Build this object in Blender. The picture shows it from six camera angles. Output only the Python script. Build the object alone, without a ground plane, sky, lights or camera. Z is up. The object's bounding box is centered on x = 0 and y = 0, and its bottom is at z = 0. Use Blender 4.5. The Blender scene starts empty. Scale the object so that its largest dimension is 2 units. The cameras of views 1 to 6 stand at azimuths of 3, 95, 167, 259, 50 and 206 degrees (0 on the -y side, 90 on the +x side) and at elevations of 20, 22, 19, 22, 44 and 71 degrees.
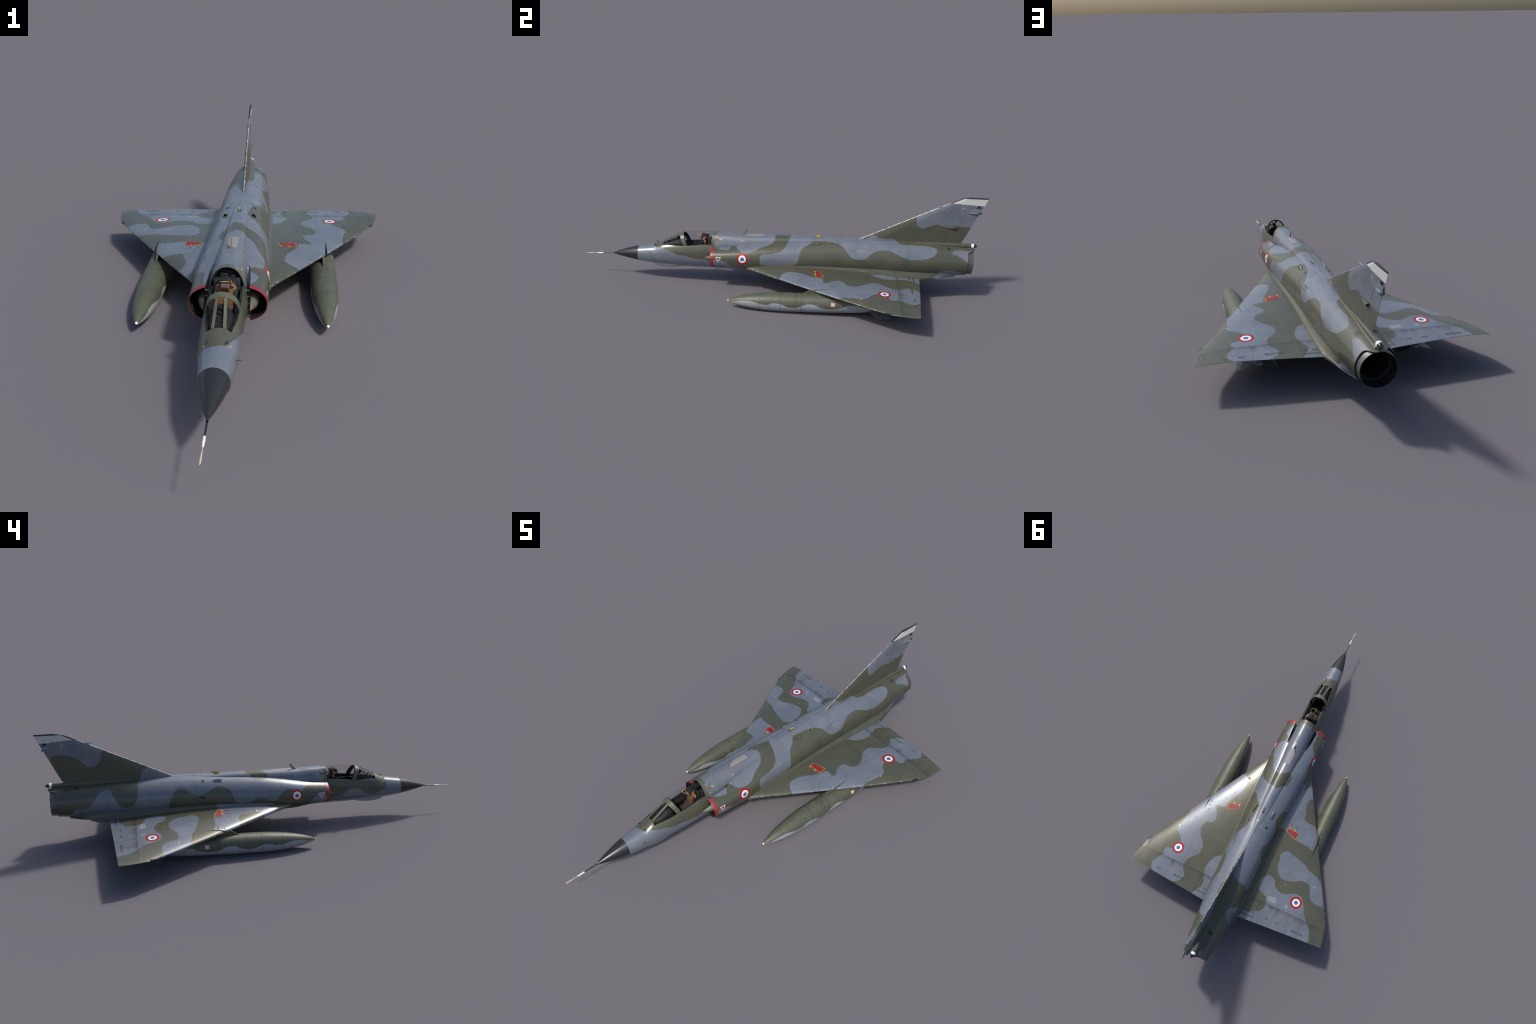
import bpy, bmesh, math, random
import numpy as np
from mathutils import Vector, Matrix

random.seed(7)
rng = np.random.default_rng(7)
COL = bpy.context.scene.collection

# ---------------------------------------------------------------- helpers
def keys(tab):
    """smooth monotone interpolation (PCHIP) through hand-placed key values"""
    X = np.array([t[0] for t in tab], float); Y = np.array([t[1] for t in tab], float)
    h = np.diff(X); d = np.diff(Y) / h
    m = np.zeros(len(X)); m[0] = d[0]; m[-1] = d[-1]
    for i in range(1, len(X) - 1):
        if d[i - 1] * d[i] > 0:
            a = 2 * h[i] + h[i - 1]; b = h[i] + 2 * h[i - 1]
            m[i] = (a + b) / (a / d[i - 1] + b / d[i])
    def f(x):
        x = min(max(x, X[0]), X[-1])
        i = min(int(np.searchsorted(X, x, side='right')) - 1, len(h) - 1)
        t = (x - X[i]) / h[i]
        return ((2*t**3 - 3*t**2 + 1) * Y[i] + (t**3 - 2*t**2 + t) * h[i] * m[i]
                + (-2*t**3 + 3*t**2) * Y[i+1] + (t**3 - t**2) * h[i] * m[i+1])
    return f

def spow(v, p):
    return math.copysign(abs(v) ** p, v)

def frange(a, b, n):
    return [a + (b - a) * i / (n - 1) for i in range(n)]

ROOT = bpy.data.objects.new('jet_fighter', None)
COL.objects.link(ROOT)
ROOT["label"] = "delta-wing jet fighter in grey-green camouflage with drop tanks"
ROOT["category"] = "fighter jet"

def add(name, verts, faces, mat=None, parent=None, smooth=True, angle=35, recalc=True):
    me = bpy.data.meshes.new(name)
    me.from_pydata([tuple(v) for v in verts], [], faces)
    if recalc:
        bm = bmesh.new(); bm.from_mesh(me)
        bmesh.ops.remove_doubles(bm, verts=bm.verts, dist=1e-6)
        bmesh.ops.recalc_face_normals(bm, faces=bm.faces)
        bm.to_mesh(me); bm.free()
    ob = bpy.data.objects.new(name, me)
    COL.objects.link(ob)
    ob.parent = parent or ROOT
    if mat: me.materials.append(mat)
    if smooth: smooth_by_angle(ob, angle)
    return ob

def smooth_by_angle(ob, angle=35):
    me = ob.data
    me.polygons.foreach_set('use_smooth', [True] * len(me.polygons))
    me.set_sharp_from_angle(angle=math.radians(angle))
    me.update()

def loft_data(secs, closed=True, cap0=False, cap1=False, skip=None):
    n = len(secs[0]); V = [p for s in secs for p in s]; F = []
    m = n if closed else n - 1
    for i in range(len(secs) - 1):
        for j in range(m):
            if skip and skip(i, j): continue
            F.append((i*n + j, i*n + (j+1) % n, (i+1)*n + (j+1) % n, (i+1)*n + j))
    if cap0: F.append(tuple(range(n - 1, -1, -1)))
    if cap1: F.append(tuple(range((len(secs)-1)*n, len(secs)*n)))
    return V, F

def loft(name, secs, mat=None, parent=None, closed=True, cap0=False, cap1=False, skip=None, angle=35):
    V, F = loft_data(secs, closed, cap0, cap1, skip)
    return add(name, V, F, mat, parent, angle=angle)

def lathe(name, prof, centre=(0, 0, 0), mat=None, parent=None, n=48, tilt=0.0, cap0=False, cap1=False, angle=35):
    """profile (y, radius) turned about an axis along y; tilt = rise of the axis per metre"""
    secs = []
    for y, r in prof:
        secs.append([(centre[0] + r * math.sin(2*math.pi*k/n), centre[1] + y,
                      centre[2] + tilt * y + r * math.cos(2*math.pi*k/n)) for k in range(n)])
    return loft(name, secs, mat, parent, cap0=cap0, cap1=cap1, angle=angle)

def box(name, c, s, mat=None, parent=None, rx=0.0, bevel=0.0, taper=1.0, rz=0.0):
    bm = bmesh.new(); bmesh.ops.create_cube(bm, size=1)
    for v in bm.verts:
        if v.co.z > 0: v.co.x *= taper; v.co.y *= taper
        v.co = Vector((v.co.x * s[0], v.co.y * s[1], v.co.z * s[2]))
    if bevel: bmesh.ops.bevel(bm, geom=bm.edges[:], offset=bevel, segments=2, affect='EDGES', profile=0.5)
    M = Matrix.Translation(Vector(c)) @ Matrix.Rotation(rz, 4, 'Z') @ Matrix.Rotation(rx, 4, 'X')
    bm.transform(M)
    me = bpy.data.meshes.new(name); bm.to_mesh(me); bm.free()
    ob = bpy.data.objects.new(name, me); COL.objects.link(ob); ob.parent = parent or ROOT
    if mat: me.materials.append(mat)
    smooth_by_angle(ob, 40)
    return ob

def tube(name, pts, r, mat=None, parent=None, n=8, closed=False):
    P = [Vector(p) for p in pts]; secs = []
    for i, p in enumerate(P):
        a = P[i-1] if (i > 0 or closed) else p; b = P[(i+1) % len(P)] if (i < len(P)-1 or closed) else p
        t = (b - a).normalized()
        u = t.cross(Vector((0, 0, 1)))
        if u.length < 1e-3: u = t.cross(Vector((1, 0, 0)))
        u.normalize(); w = t.cross(u)
        rr = r[i] if isinstance(r, (list, tuple)) else r
        secs.append([p + (u * math.cos(2*math.pi*k/n) + w * math.sin(2*math.pi*k/n)) * rr for k in range(n)])
    if closed: secs.append(secs[0])
    return loft(name, secs, mat, parent, cap0=not closed, cap1=not closed)

def prism(name, poly, z0, z1, mat=None):
    n = len(poly); V = [(x, y, z0) for x, y in poly] + [(x, y, z1) for x, y in poly]
    F = [tuple(range(n-1, -1, -1)), tuple(range(n, 2*n))] + [(i, (i+1) % n, n+(i+1) % n, n+i) for i in range(n)]
    return add(name, V, F, mat, smooth=False)

def boolean(ob, cutter, op='DIFFERENCE'):
    md = ob.modifiers.new('b', 'BOOLEAN'); md.object = cutter; md.operation = op; md.solver = 'EXACT'
    dg = bpy.context.evaluated_depsgraph_get()
    me = bpy.data.meshes.new_from_object(ob.evaluated_get(dg))
    ob.modifiers.remove(md); old = ob.data; ob.data = me; me.name = old.name
    bpy.data.meshes.remove(old)
    cm = cutter.data; bpy.data.objects.remove(cutter); bpy.data.meshes.remove(cm)
    smooth_by_angle(ob, 35)

def mirror_copy(ob):
    """the same mesh seen in the mirror x -> -x, as a new object"""
    me = ob.data.copy()
    me.transform(Matrix.Scale(-1, 4, Vector((1, 0, 0)))); me.flip_normals()
    o2 = bpy.data.objects.new(ob.name, me); COL.objects.link(o2); o2.parent = ob.parent
    return o2

# ---------------------------------------------------------------- body shape rules
# rear body (engine barrel with the two intake trunks): half width, centre height, height above / below, roundness
B_w = keys([(-.335,.1112),(-.25,.1135),(-.17,.1133),(-.05,.1095),(.06,.1055),(.16,.1012),(.26,.0969),(.36,.0940),(.47,.0922),(.56,.0908),(.68,.0862),(.80,.0788),(.88,.0724),(.93,.0682),(.97,.065)])
B_c = keys([(-.335,.1595),(-.2,.165),(0,.170),(.15,.174),(.30,.180),(.47,.1855),(.68,.190),(.93,.1945),(.97,.195)])
B_u = keys([(-.335,.0575),(-.25,.061),(-.2,.0655),(-.1,.0775),(0,.0870),(.15,.0925),(.29,.0945),(.40,.0935),(.47,.0925),(.68,.0850),(.80,.0785),(.88,.0722),(.93,.0675),(.97,.0628)])
B_d = keys([(-.335,.0575),(-.25,.066),(-.17,.083),(-.05,.092),(.2,.092),(.47,.092),(.68,.0865),(.80,.0805),(.93,.0695),(.97,.066)])
B_n = keys([(-.335,2.35),(-.2,2.3),(0,2.12),(.2,2.0),(.97,2.0)])

def B_point(y, t):
    """t = angle from straight up, positive towards +x"""
    n = B_n(y); s, c = math.sin(t), math.cos(t)
    h = B_u(y) if c > 0 else B_d(y)
    return (B_w(y) * spow(s, 2/n), y, B_c(y) + h * spow(c, 2/n))

# nose hull
H_w = keys([(-.722,.0390),(-.70,.0412),(-.645,.0472),(-.60,.0523),(-.55,.0548),(-.48,.0568),(-.42,.0575),(-.33,.0575),(-.15,.057)])
H_c = keys([(-.722,.1367),(-.645,.1425),(-.59,.149),(-.48,.155),(-.35,.159),(-.15,.16)])
H_u = keys([(-.722,.0395),(-.70,.0415),(-.66,.0462),(-.63,.0492),(-.59,.0612),(-.53,.069),(-.48,.0752),(-.42,.0835),(-.35,.0905),(-.28,.085),(-.15,.07)])
H_d = keys([(-.722,.0395),(-.645,.053),(-.59,.062),(-.53,.068),(-.48,.072),(-.40,.0755),(-.33,.0765),(-.15,.078)])
def H_point(y, t):
    s, c = math.sin(t), math.cos(t)
    h = H_u(y) if c > 0 else H_d(y)
    n = 2.0 if c > 0 else 2.25
    return (H_w(y) * spow(s, 2/n), y, H_c(y) + h * spow(c, 2/n))

# dorsal spine
S_w = keys([(-.337,.0482),(-.28,.0505),(-.2,.0500),(-.1,.0437),(0,.0385),(.15,.0315),(.29,.0265),(.34,.026)])
S_c = keys([(-.337,.190),(-.28,.192),(-.2,.200),(-.1,.220),(0,.2365),(.15,.2505),(.29,.258),(.34,.258)])
S_t = keys([(-.337,.2712),(-.25,.2710),(-.2,.2690),(-.1,.2705),(0,.2735),(.15,.2748),(.29,.2748),(.34,.272)])
def S_point(y, t):
    n = 2.25; s, c = math.sin(t), math.cos(t)
    h = S_t(y) - S_c(y) if c > 0 else .03
    return (S_w(y) * spow(s, 2/n), y, S_c(y) + h * spow(c, 2/n))

# wing
LE_A, LE_S = .0039, .568
tipx = keys([(.4985,.5412),(.5055,.5615),(.511,.580),(.5158,.598),(.5200,.617),(.5235,.637),(.5252,.655),(.5256,.6648)])
def yLE(x): return LE_A + (x - .1934) / LE_S if x < .4985 else tipx(x)
def yTE(x): return .6985 - .0785 * (x - .10)
zLE = keys([(.05,.1275),(.112,.127),(.193,.122),(.25,.1185),(.39,.1118),(.48,.1107),(.5256,.1175)])
zTE = keys([(.05,.1205),(.10,.1215),(.17,.1240),(.28,.1268),(.39,.1285),(.45,.1272),(.5256,.1205)])
def wing_g(c):
    return 10 * (.2969*math.sqrt(max(c, 0)) - .126*c - .3516*c*c + .2843*c**3 - .1015*c**4 - .0021*c) / 1.0
def wing_z(x, y, side=1):
    a, b = yLE(x), yTE(x); ch = max(b - a, 1e-5); c = min(max((y - a) / ch, 0), 1)
    T = .0242 * ch * min(1, .55 + .45 * min(1, (.5256 - x) / .05))
    mean = zLE(x) + (zTE(x) - zLE(x)) * c + .0032 * 4 * c * (1 - c) * min(1, ch / .3)
    return mean + side * (T * wing_g(c) + .0006)
# ---------------------------------------------------------------- node expression helper
class X:
    """a socket in a node tree; arithmetic on it adds Math nodes"""
    def __init__(s, nt, sock): s.nt, s.k = nt, sock
    def op(s, o, *a):
        n = s.nt.nodes.new('ShaderNodeMath'); n.operation = o
        for i, v in enumerate((s,) + a):
            if isinstance(v, X): s.nt.links.new(v.k, n.inputs[i])
            else: n.inputs[i].default_value = v
        return X(s.nt, n.outputs[0])
    def __add__(s, b): return s.op('ADD', b)
    def __radd__(s, b): return s.op('ADD', b)
    def __sub__(s, b): return s.op('SUBTRACT', b)
    def __rsub__(s, b): return s.op('MULTIPLY', -1.0).op('ADD', b)
    def __mul__(s, b): return s.op('MULTIPLY', b)
    def __rmul__(s, b): return s.op('MULTIPLY', b)
    def __truediv__(s, b): return s.op('DIVIDE', b)
    def mn(s, b): return s.op('MINIMUM', b)
    def mx(s, b): return s.op('MAXIMUM', b)
    def ab(s): return s.op('ABSOLUTE')
    def gt(s, b): return s.op('GREATER_THAN', b)
    def lt(s, b): return s.op('LESS_THAN', b)
    def step(s, w=.0012):
        """soft 0/1 step at zero, about w wide"""
        n = s.nt.nodes.new('ShaderNodeMapRange'); n.interpolation_type = 'SMOOTHSTEP'
        s.nt.links.new(s.k, n.inputs['Value'])
        n.inputs['From Min'].default_value = -w/2; n.inputs['From Max'].default_value = w/2
        return X(s.nt, n.outputs['Result'])
    def ramp(s, a, b, lo=0.0, hi=1.0):
        n = s.nt.nodes.new('ShaderNodeMapRange'); s.nt.links.new(s.k, n.inputs['Value'])
        for nm, v in (('From Min', a), ('From Max', b), ('To Min', lo), ('To Max', hi)): n.inputs[nm].default_value = v
        return X(s.nt, n.outputs['Result'])
    def curve(s, tab):
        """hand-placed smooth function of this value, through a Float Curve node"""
        x0, x1 = tab[0][0], tab[-1][0]; v = [t[1] for t in tab]; lo, hi = min(v), max(v)
        hi = hi if hi > lo else lo + 1
        n = s.nt.nodes.new('ShaderNodeFloatCurve'); c = n.mapping.curves[0]
        t = s.ramp(x0, x1)
        s.nt.links.new(t.k, n.inputs['Value'])
        P = [((a - x0) / (x1 - x0), (b - lo) / (hi - lo)) for a, b in tab]
        c.points[0].location = P[0]; c.points[1].location = P[-1]
        for p in P[1:-1]: c.points.new(*p)
        for p in c.points: p.handle_type = 'AUTO_CLAMPED'
        n.mapping.update()
        return X(s.nt, n.outputs[0]) * (hi - lo) + lo

class Mat:
    def __init__(m, name, rough=.4, metal=0.0, spec=None):
        spec = (.56 if metal == PAINT_METAL else .5) if spec is None else spec
        m.m = bpy.data.materials.new(name); m.m.use_nodes = True; m.nt = m.m.node_tree
        m.b = m.nt.nodes['Principled BSDF']
        m.b.inputs['Roughness'].default_value = rough; m.b.inputs['Metallic'].default_value = metal
        m.b.inputs['Specular IOR Level'].default_value = spec
        m.tc = m.nt.nodes.new('ShaderNodeTexCoord')
        sp = m.nt.nodes.new('ShaderNodeSeparateXYZ'); m.nt.links.new(m.tc.outputs['Object'], sp.inputs[0])
        m.x, m.y, m.z = (X(m.nt, sp.outputs[i]) for i in range(3))
    def noise(m, scale, detail=3, stretch=(1, 1, 1), rough=.55, seed=0.0):
        mp = m.nt.nodes.new('ShaderNodeMapping'); mp.inputs['Scale'].default_value = stretch
        mp.inputs['Location'].default_value = (seed, seed*1.7, seed*.3)
        m.nt.links.new(m.tc.outputs['Object'], mp.inputs['Vector'])
        n = m.nt.nodes.new('ShaderNodeTexNoise'); n.inputs['Scale'].default_value = scale
        n.inputs['Detail'].default_value = detail; n.inputs['Roughness'].default_value = rough
        m.nt.links.new(mp.outputs[0], n.inputs['Vector'])
        return X(m.nt, n.outputs[0])
    def rgb(m, c):
        n = m.nt.nodes.new('ShaderNodeRGB'); n.outputs[0].default_value = (*c, 1); return n.outputs[0]
    def mix(m, a, b, f, mode='MIX'):
        n = m.nt.nodes.new('ShaderNodeMix'); n.data_type = 'RGBA'; n.blend_type = mode
        for sock, v in ((n.inputs[6], a), (n.inputs[7], b)):
            if isinstance(v, tuple): sock.default_value = (*v, 1)
            else: m.nt.links.new(v, sock)
        if isinstance(f, X): m.nt.links.new(f.k, n.inputs[0])
        else: n.inputs[0].default_value = f
        return n.outputs[2]
    def scale(m, col, f):
        """multiply a colour by a scalar"""
        n = m.nt.nodes.new('ShaderNodeVectorMath'); n.operation = 'SCALE'
        if isinstance(col, tuple): n.inputs[0].default_value = col
        else: m.nt.links.new(col, n.inputs[0])
        m.nt.links.new(f.k, n.inputs['Scale'])
        return n.outputs[0]
    def color(m, c):
        if isinstance(c, tuple): m.b.inputs['Base Color'].default_value = (*c, 1)
        else: m.nt.links.new(c, m.b.inputs['Base Color'])
        return m
    def rough(m, r):
        m.nt.links.new(r.k, m.b.inputs['Roughness']); return m
    def bump(m, h, strength=.2, dist=.001):
        n = m.nt.nodes.new('ShaderNodeBump'); n.inputs['Strength'].default_value = strength; n.inputs['Distance'].default_value = dist
        m.nt.links.new(h.k, n.inputs['Height']); m.nt.links.new(n.outputs[0], m.b.inputs['Normal']); return m
    def zero(m):
        return m.x * 0.0
    def line(m, a, b, p, q, w=.0007):
        """1 along the segment p-q in the plane of coordinates a, b"""
        (x0, y0), (x1, y1) = p, q; L = math.hypot(x1-x0, y1-y0); ux, uy = (x1-x0)/L, (y1-y0)/L
        t = (a - x0)*ux + (b - y0)*uy; d = ((b - y0)*ux - (a - x0)*uy).ab()
        return (w - d).step(.0009) * t.gt(0) * t.lt(L)
    def ring(m, a, b, c, r0, r1):
        d = ((a - c[0])*(a - c[0]) + (b - c[1])*(b - c[1])).op('SQRT')
        return (r1 - d).step(.0008) * (d - r0).step(.0008) if r0 > 0 else (r1 - d).step(.0008)
    def rect(m, a, b, x0, x1, y0, y1, e=.0006):
        return (a - x0).step(e) * (x1 - a).step(e) * (b - y0).step(e) * (y1 - b).step(e)

BLUE = (.157, .178, .207)
GREEN = (.086, .0895, .060)
GREY = (.24, .255, .27)
PAINT_METAL = .16
ROUND_RED, ROUND_WHITE, ROUND_BLUE = (.30, .014, .022), (.80, .79, .76), (.045, .13, .34)
PAINT_ROUGH = .26

def weather(m, col, green, k=1.0, long=(9, 1.2, 9)):
    """cloudy fading, fine speckle and fore-aft streaks over a paint colour"""
    a = m.noise(9, 4, seed=2.0); b = m.noise(60, 3, stretch=long, seed=5.0); c = m.noise(420, 2, seed=9.0)
    f = 1.0 + (a - .5)*(.44*k) + (b - .5)*(.34*k) + (c - .5)*(.07*k)
    col = m.mix(col, m.mix(col, (.88, .93, 1.0), 1.0, 'MULTIPLY'), m.noise(16, 3, seed=31.0).ramp(.42, .6))
    col = m.mix(col, m.mix(col, (1.0, .96, .97), 1.0, 'MULTIPLY'), m.noise(13, 3, seed=37.0).ramp(.42, .6))
    col = m.scale(col, f)
    # dark scuffs and grime
    gr = m.noise(34, 4, stretch=(1.6, .8, 1.6), seed=41.0).ramp(.58, .78) * m.noise(7, 2, seed=43.0).ramp(.40, .62)
    col = m.mix(col, (.038, .038, .034), gr*(.42*k))
    pale = m.noise(48, 3, stretch=(1.5, .7, 1.5), seed=47.0).ramp(.62, .80)
    col = m.mix(col, (.21, .22, .225), pale*(.30*k))
    # tiny chips to pale primer
    chip = (m.noise(230, 1, seed=3.0) - .80).step(.02) * (m.noise(14, 2, seed=4.0) - .52).step(.1)
    return m.mix(col, (.45, .46, .45), chip*.55), f

def roundel(m, col, a, b, c, r, gate=None):
    for rr, cc in ((r, ROUND_RED), (r*.645, ROUND_WHITE), (r*.325, ROUND_BLUE)):
        k = m.ring(a, b, c, 0, rr)
        if gate is not None: k = k * gate
        col = m.mix(col, cc, k)
    return col

# ---------------------------------------------------------------- fuselage camouflage
# lower edges given as (station along the body, girth position s = 0.1 x angle from the crest)
def fuselage_green(m):
    y, z = m.y, m.z; ax = m.x.ab()
    s = ax.op('ARCTAN2', z - .165) * .1
    wob = (m.noise(38, 2, seed=1.0) - .5) * .004
    s = s + wob
    # ---- right side: green, with blue-grey shapes
    f = y.curve([(-.337,.055),(-.32,.085),(-.306,.095),(-.291,.102),(-.272,.1075),(-.252,.109),(-.243,.100),(-.234,.079),(-.224,.0715),(-.216,.074),(-.206,.09),(-.195,.1055),(-.175,.1150),(-.149,.117),(-.128,.1125),(-.112,.105),(-.09,.0885),(-.068,.0785),(-.046,.067),(-.030,.054),(-.022,.036),(-.017,.016),(-.0155,-.03)])
    front = f - s
    h = y.curve([(-.0895,.05),(-.0875,.148),(-.081,.167),(-.051,.171),(.07,.165),(.094,.154),(.104,.138),(.108,.110),(.127,.0725),(.146,.060),(.160,.0470),(.183,.028),(.2395,.0325),(.271,.037),(.306,.0515),(.325,.066),(.338,.081),(.352,.1005),(.381,.1150),(.410,.1163),(.434,.1085),(.455,.0905),(.494,.0697),(.537,.066),(.576,.0795),(.629,.0990),(.66,.1035),(.687,.1018),(.743,.0875),(.769,.0675),(.777,.0456),(.779,.0)])
    g = y.curve([(-.0895,.18),(-.0875,.145),(-.082,.129),(-.07,.12),(-.037,.117),(-.012,.1115),(.015,.1),(.03,.086),(.044,.054),(.052,.037),(.062,-.02),(.573,-.02),(.586,.0125),(.599,.0220),(.632,.0265),(.669,.0255),(.707,.0235),(.744,.027),(.768,.034),(.779,.0456)])
    mid = (h - s).mn(s - g)
    h2 = y.curve([(.846,.03),(.851,.055),(.874,.064),(.894,.078),(.912,.088),(.965,.12)])
    g2 = y.curve([(.846,.07),(.851,.0475),(.860,.038),(.878,.0315),(.965,.029)])
    tail = (h2 - s).mn(s - g2)
    low = s - y.curve([(-.335,.1575),(-.306,.155),(-.284,.157),(-.263,.1615),(-.248,.171),(-.229,.18),(-.2,.191),(-.16,.205),(-.1,.24)])
    bel = s - y.curve([(.74,.26),(.765,.201),(.788,.1795),(.811,.162),(.847,.1575),(.873,.163),(.911,.188),(.93,.22)])
    noseR = s - y.curve([(-.656,-.03),(-.644,.0),(-.640,.045),(-.633,.0837),(-.614,.1),(-.587,.12),(-.568,.129),(-.54,.147),(-.516,.1665),(-.493,.172),(-.47,.174),(-.448,.187),(-.425,.192),(-.386,.196),(-.345,.2),(-.325,.26)])
    R = front.mx(mid).mx(tail).mx(low).mx(bel).mn((y + .337)*5) .mx(noseR.mn((-.334 - y)*5))
    # ---- left side: blue-grey, with green shapes
    a = y.curve([(-.335,.098),(-.292,.1),(-.25,.0985),(-.226,.105),(-.212,.118),(-.198,.131),(-.186,.135),(-.172,.129),(-.154,.12),(-.135,.1163),(-.114,.1213),(-.098,.1332),(-.088,.1457),(-.076,.159),(-.062,.164),(-.044,.1593),(-.023,.148),(-.003,.1445),(.016,.1455),(.035,.154),(.055,.163),(.086,.165),(.11,.1615),(.123,.1465),(.131,.1260),(.137,.1085),(.155,.0912),(.177,.082),(.199,.0775),(.214,.0815),(.24,.0965),(.266,.1076),(.291,.1116),(.31,.1065),(.333,.0941),(.352,.0833),(.369,.0797),(.387,.0829),(.399,.0915),(.41,.1094),(.422,.139),(.43,.163),(.438,.30)])
    p = y.curve([(-.335,.20),(-.322,.175),(-.315,.152),(-.302,.1438),(-.284,.1434),(-.268,.15),(-.256,.165),(-.243,.183),(-.225,.24)])
    lower = (s - a).mn(p - s)
    r = y.curve([(.543,-.02),(.549,.0148),(.558,.032),(.565,.075),(.570,.1063),(.579,.1240),(.602,.1435),(.620,.1458),(.639,.1423),(.656,.1208),(.668,.1006),(.677,.0816),(.686,.0625),(.701,.0539),(.72,.0575),(.743,.0756),(.763,.1015),(.783,.1254),(.802,.1385),(.838,.1390),(.857,.152),(.864,.183),(.872,.32)])
    rear = r - s
    e = y.curve([(-.050,-.01),(-.047,.04),(-.037,.0485),(-.020,.057),(.003,.056),(.017,.0525),(.027,.0445),(.034,.032),(.048,.0173),(.060,.0095),(.067,-.01)])
    d = y.curve([(-.050,.05),(-.046,.033),(-.036,.0175),(-.027,.006),(-.020,-.01)])
    band = (e - s).mn(s - d)
    nl = y.curve([(-.656,-.03),(-.6455,.0),(-.643,.10),(-.640,.165),(-.632,.185),(-.625,.195),(-.601,.2146),(-.573,.2250),(-.546,.2164),(-.527,.198),(-.506,.1715),(-.489,.157),(-.467,.155),(-.445,.167),(-.427,.187),(-.41,.207),(-.39,.2176),(-.345,.2225),(-.325,.23)])
    noseL = (nl - s).mn((-.330 - y)*5)
    L = lower.mx(rear).mx(band).mn((y + .337)*5).mx(noseL)
    side = m.x.gt(0)
    v = side * (R * -1.0) + (1.0 - side) * L
    return v.step(.0016), s

def body_material():
    m = Mat('camouflage_paint', PAINT_ROUGH, PAINT_METAL)
    green, s = fuselage_green(m)
    col = m.mix(BLUE, GREEN, green)
    # natural metal / light grey belly
    belly = (s - .247 + (m.noise(30, 2) - .5)*.006).step(.002)
    col = m.mix(col, GREY, belly)
    col, f = weather(m, col, green, long=(6, 1.0, 6))
    ax = m.x.ab(); y, z = m.y, m.z
    # panel joints around the barrel and along it
    ln = m.zero()
    for yy, w in ((-.648,.0006),(-.299,.0005),(-.262,.0006),(-.165,.0004),(-.098,.0004),(.03,.0004),(.175,.0004),(.395,.0004),(.505,.0004),(.70,.0004),(.79,.0004),(-.03,.0004),(.105,.0004),(.2905,.0011),(.3035,.0008),(.452,.0004),(.548,.0004),(.632,.0011),(.6445,.0008),(.742,.0004),(.835,.0004)):
        ln = ln.mx((w - (y - yy).ab()).step(.0008))
    for ss, y0, y1 in ((.122,-.30,.30),(.133,.30,.93),(.068,.30,.80),(.238,-.70,-.34),(.104,.80,.93)):
        ln = ln.mx((.0005 - (s - ss).ab()).step(.0008) * y.gt(y0) * y.lt(y1))
    ln = ln * (m.noise(26, 2, seed=6.0)).ramp(.35, .6, .25, 1.0)
    col = m.mix(col, (.025, .027, .027), ln*.65)
    # fuselage roundels, warning triangles
    col = roundel(m, col, y, z, (-.1728, .1765), .0290, ax.gt(.09))
    tri = lambda k: ((z - (.1552 + k*2.1)) - (y + .2932).ab()*1.80).mn((.1800 - k) - z).step(.0008) * ax.gt(.09)
    col = m.mix(col, (.80, .79, .78), tri(0)); col = m.mix(col, (.36, .035, .045), tri(.0023))
    # yellow and red stencils ahead of the windscreen and by the cockpit
    col = m.mix(col, (.60, .42, .12), m.rect(y, s, -.634, -.626, .108, .1145) * ax.gt(.02))
    col = m.mix(col, (.33, .06, .07), m.line(y, s, (-.627,.131), (-.616,.131), .003)*.6)
    col = m.mix(col, (.03, .03, .03), m.ring(y, s, (-.6275, .196), 0, .0035))
    st = (m.noise(300, 1, seed=12.0) - .47).step(.05)
    col = m.mix(col, (.30, .22, .07), m.rect(y, s, -.3205, -.3015, .0355, .0475) * ax.gt(.01))
    col = m.mix(col, (.03, .03, .03), m.rect(y, s, -.3205, -.3015, .0355, .0475) * st * ax.gt(.01))
    col = m.mix(col, (.62, .46, .14), (m.line(y, s, (-.298,.041), (-.286,.046), .0016) + m.line(y, s, (-.187,.042), (-.178,.046), .0014)).mn(1))
    col = m.mix(col, (.45, .33, .06), m.ring(y, s, (-.3215, .0690), .0030, .0062)); col = m.mix(col, (.02, .02, .02), m.ring(y, s, (-.3215, .0690), 0, .0040))
    col = m.mix(col, (.45, .33, .06), m.rect(y, s, -.313, -.298, .0675, .0700)*st)
    # red walk line just above the wing root, front part
    rl = z - y.curve([(-.14,.1300),(-.10,.1405),(-.04,.1495),(.03,.1540),(.10,.1568),(.2,.158)])
    col = m.mix(col, (.26, .03, .035), (.0010 - rl.ab()).step(.001) * y.gt(-.13) * y.lt(.115) * ax.gt(.08)*.85)
    # soot around scoops and tail
    soot = (m.noise(20, 3, seed=7.0)).ramp(.3, .8) * (y - .80).ramp(0, .1) * (1.0 - (s - .045).ab().ramp(0, .05))
    col = m.mix(col, (.10, .10, .10), soot*.55)
    m.color(col)
    m.rough(f.ramp(.75, 1.25, PAINT_ROUGH + .07, PAINT_ROUGH - .05))
    m.bump(ln * -1.0 + m.noise(45, 2, seed=8.0)*.3, .06, .0006)
    return m.m

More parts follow.
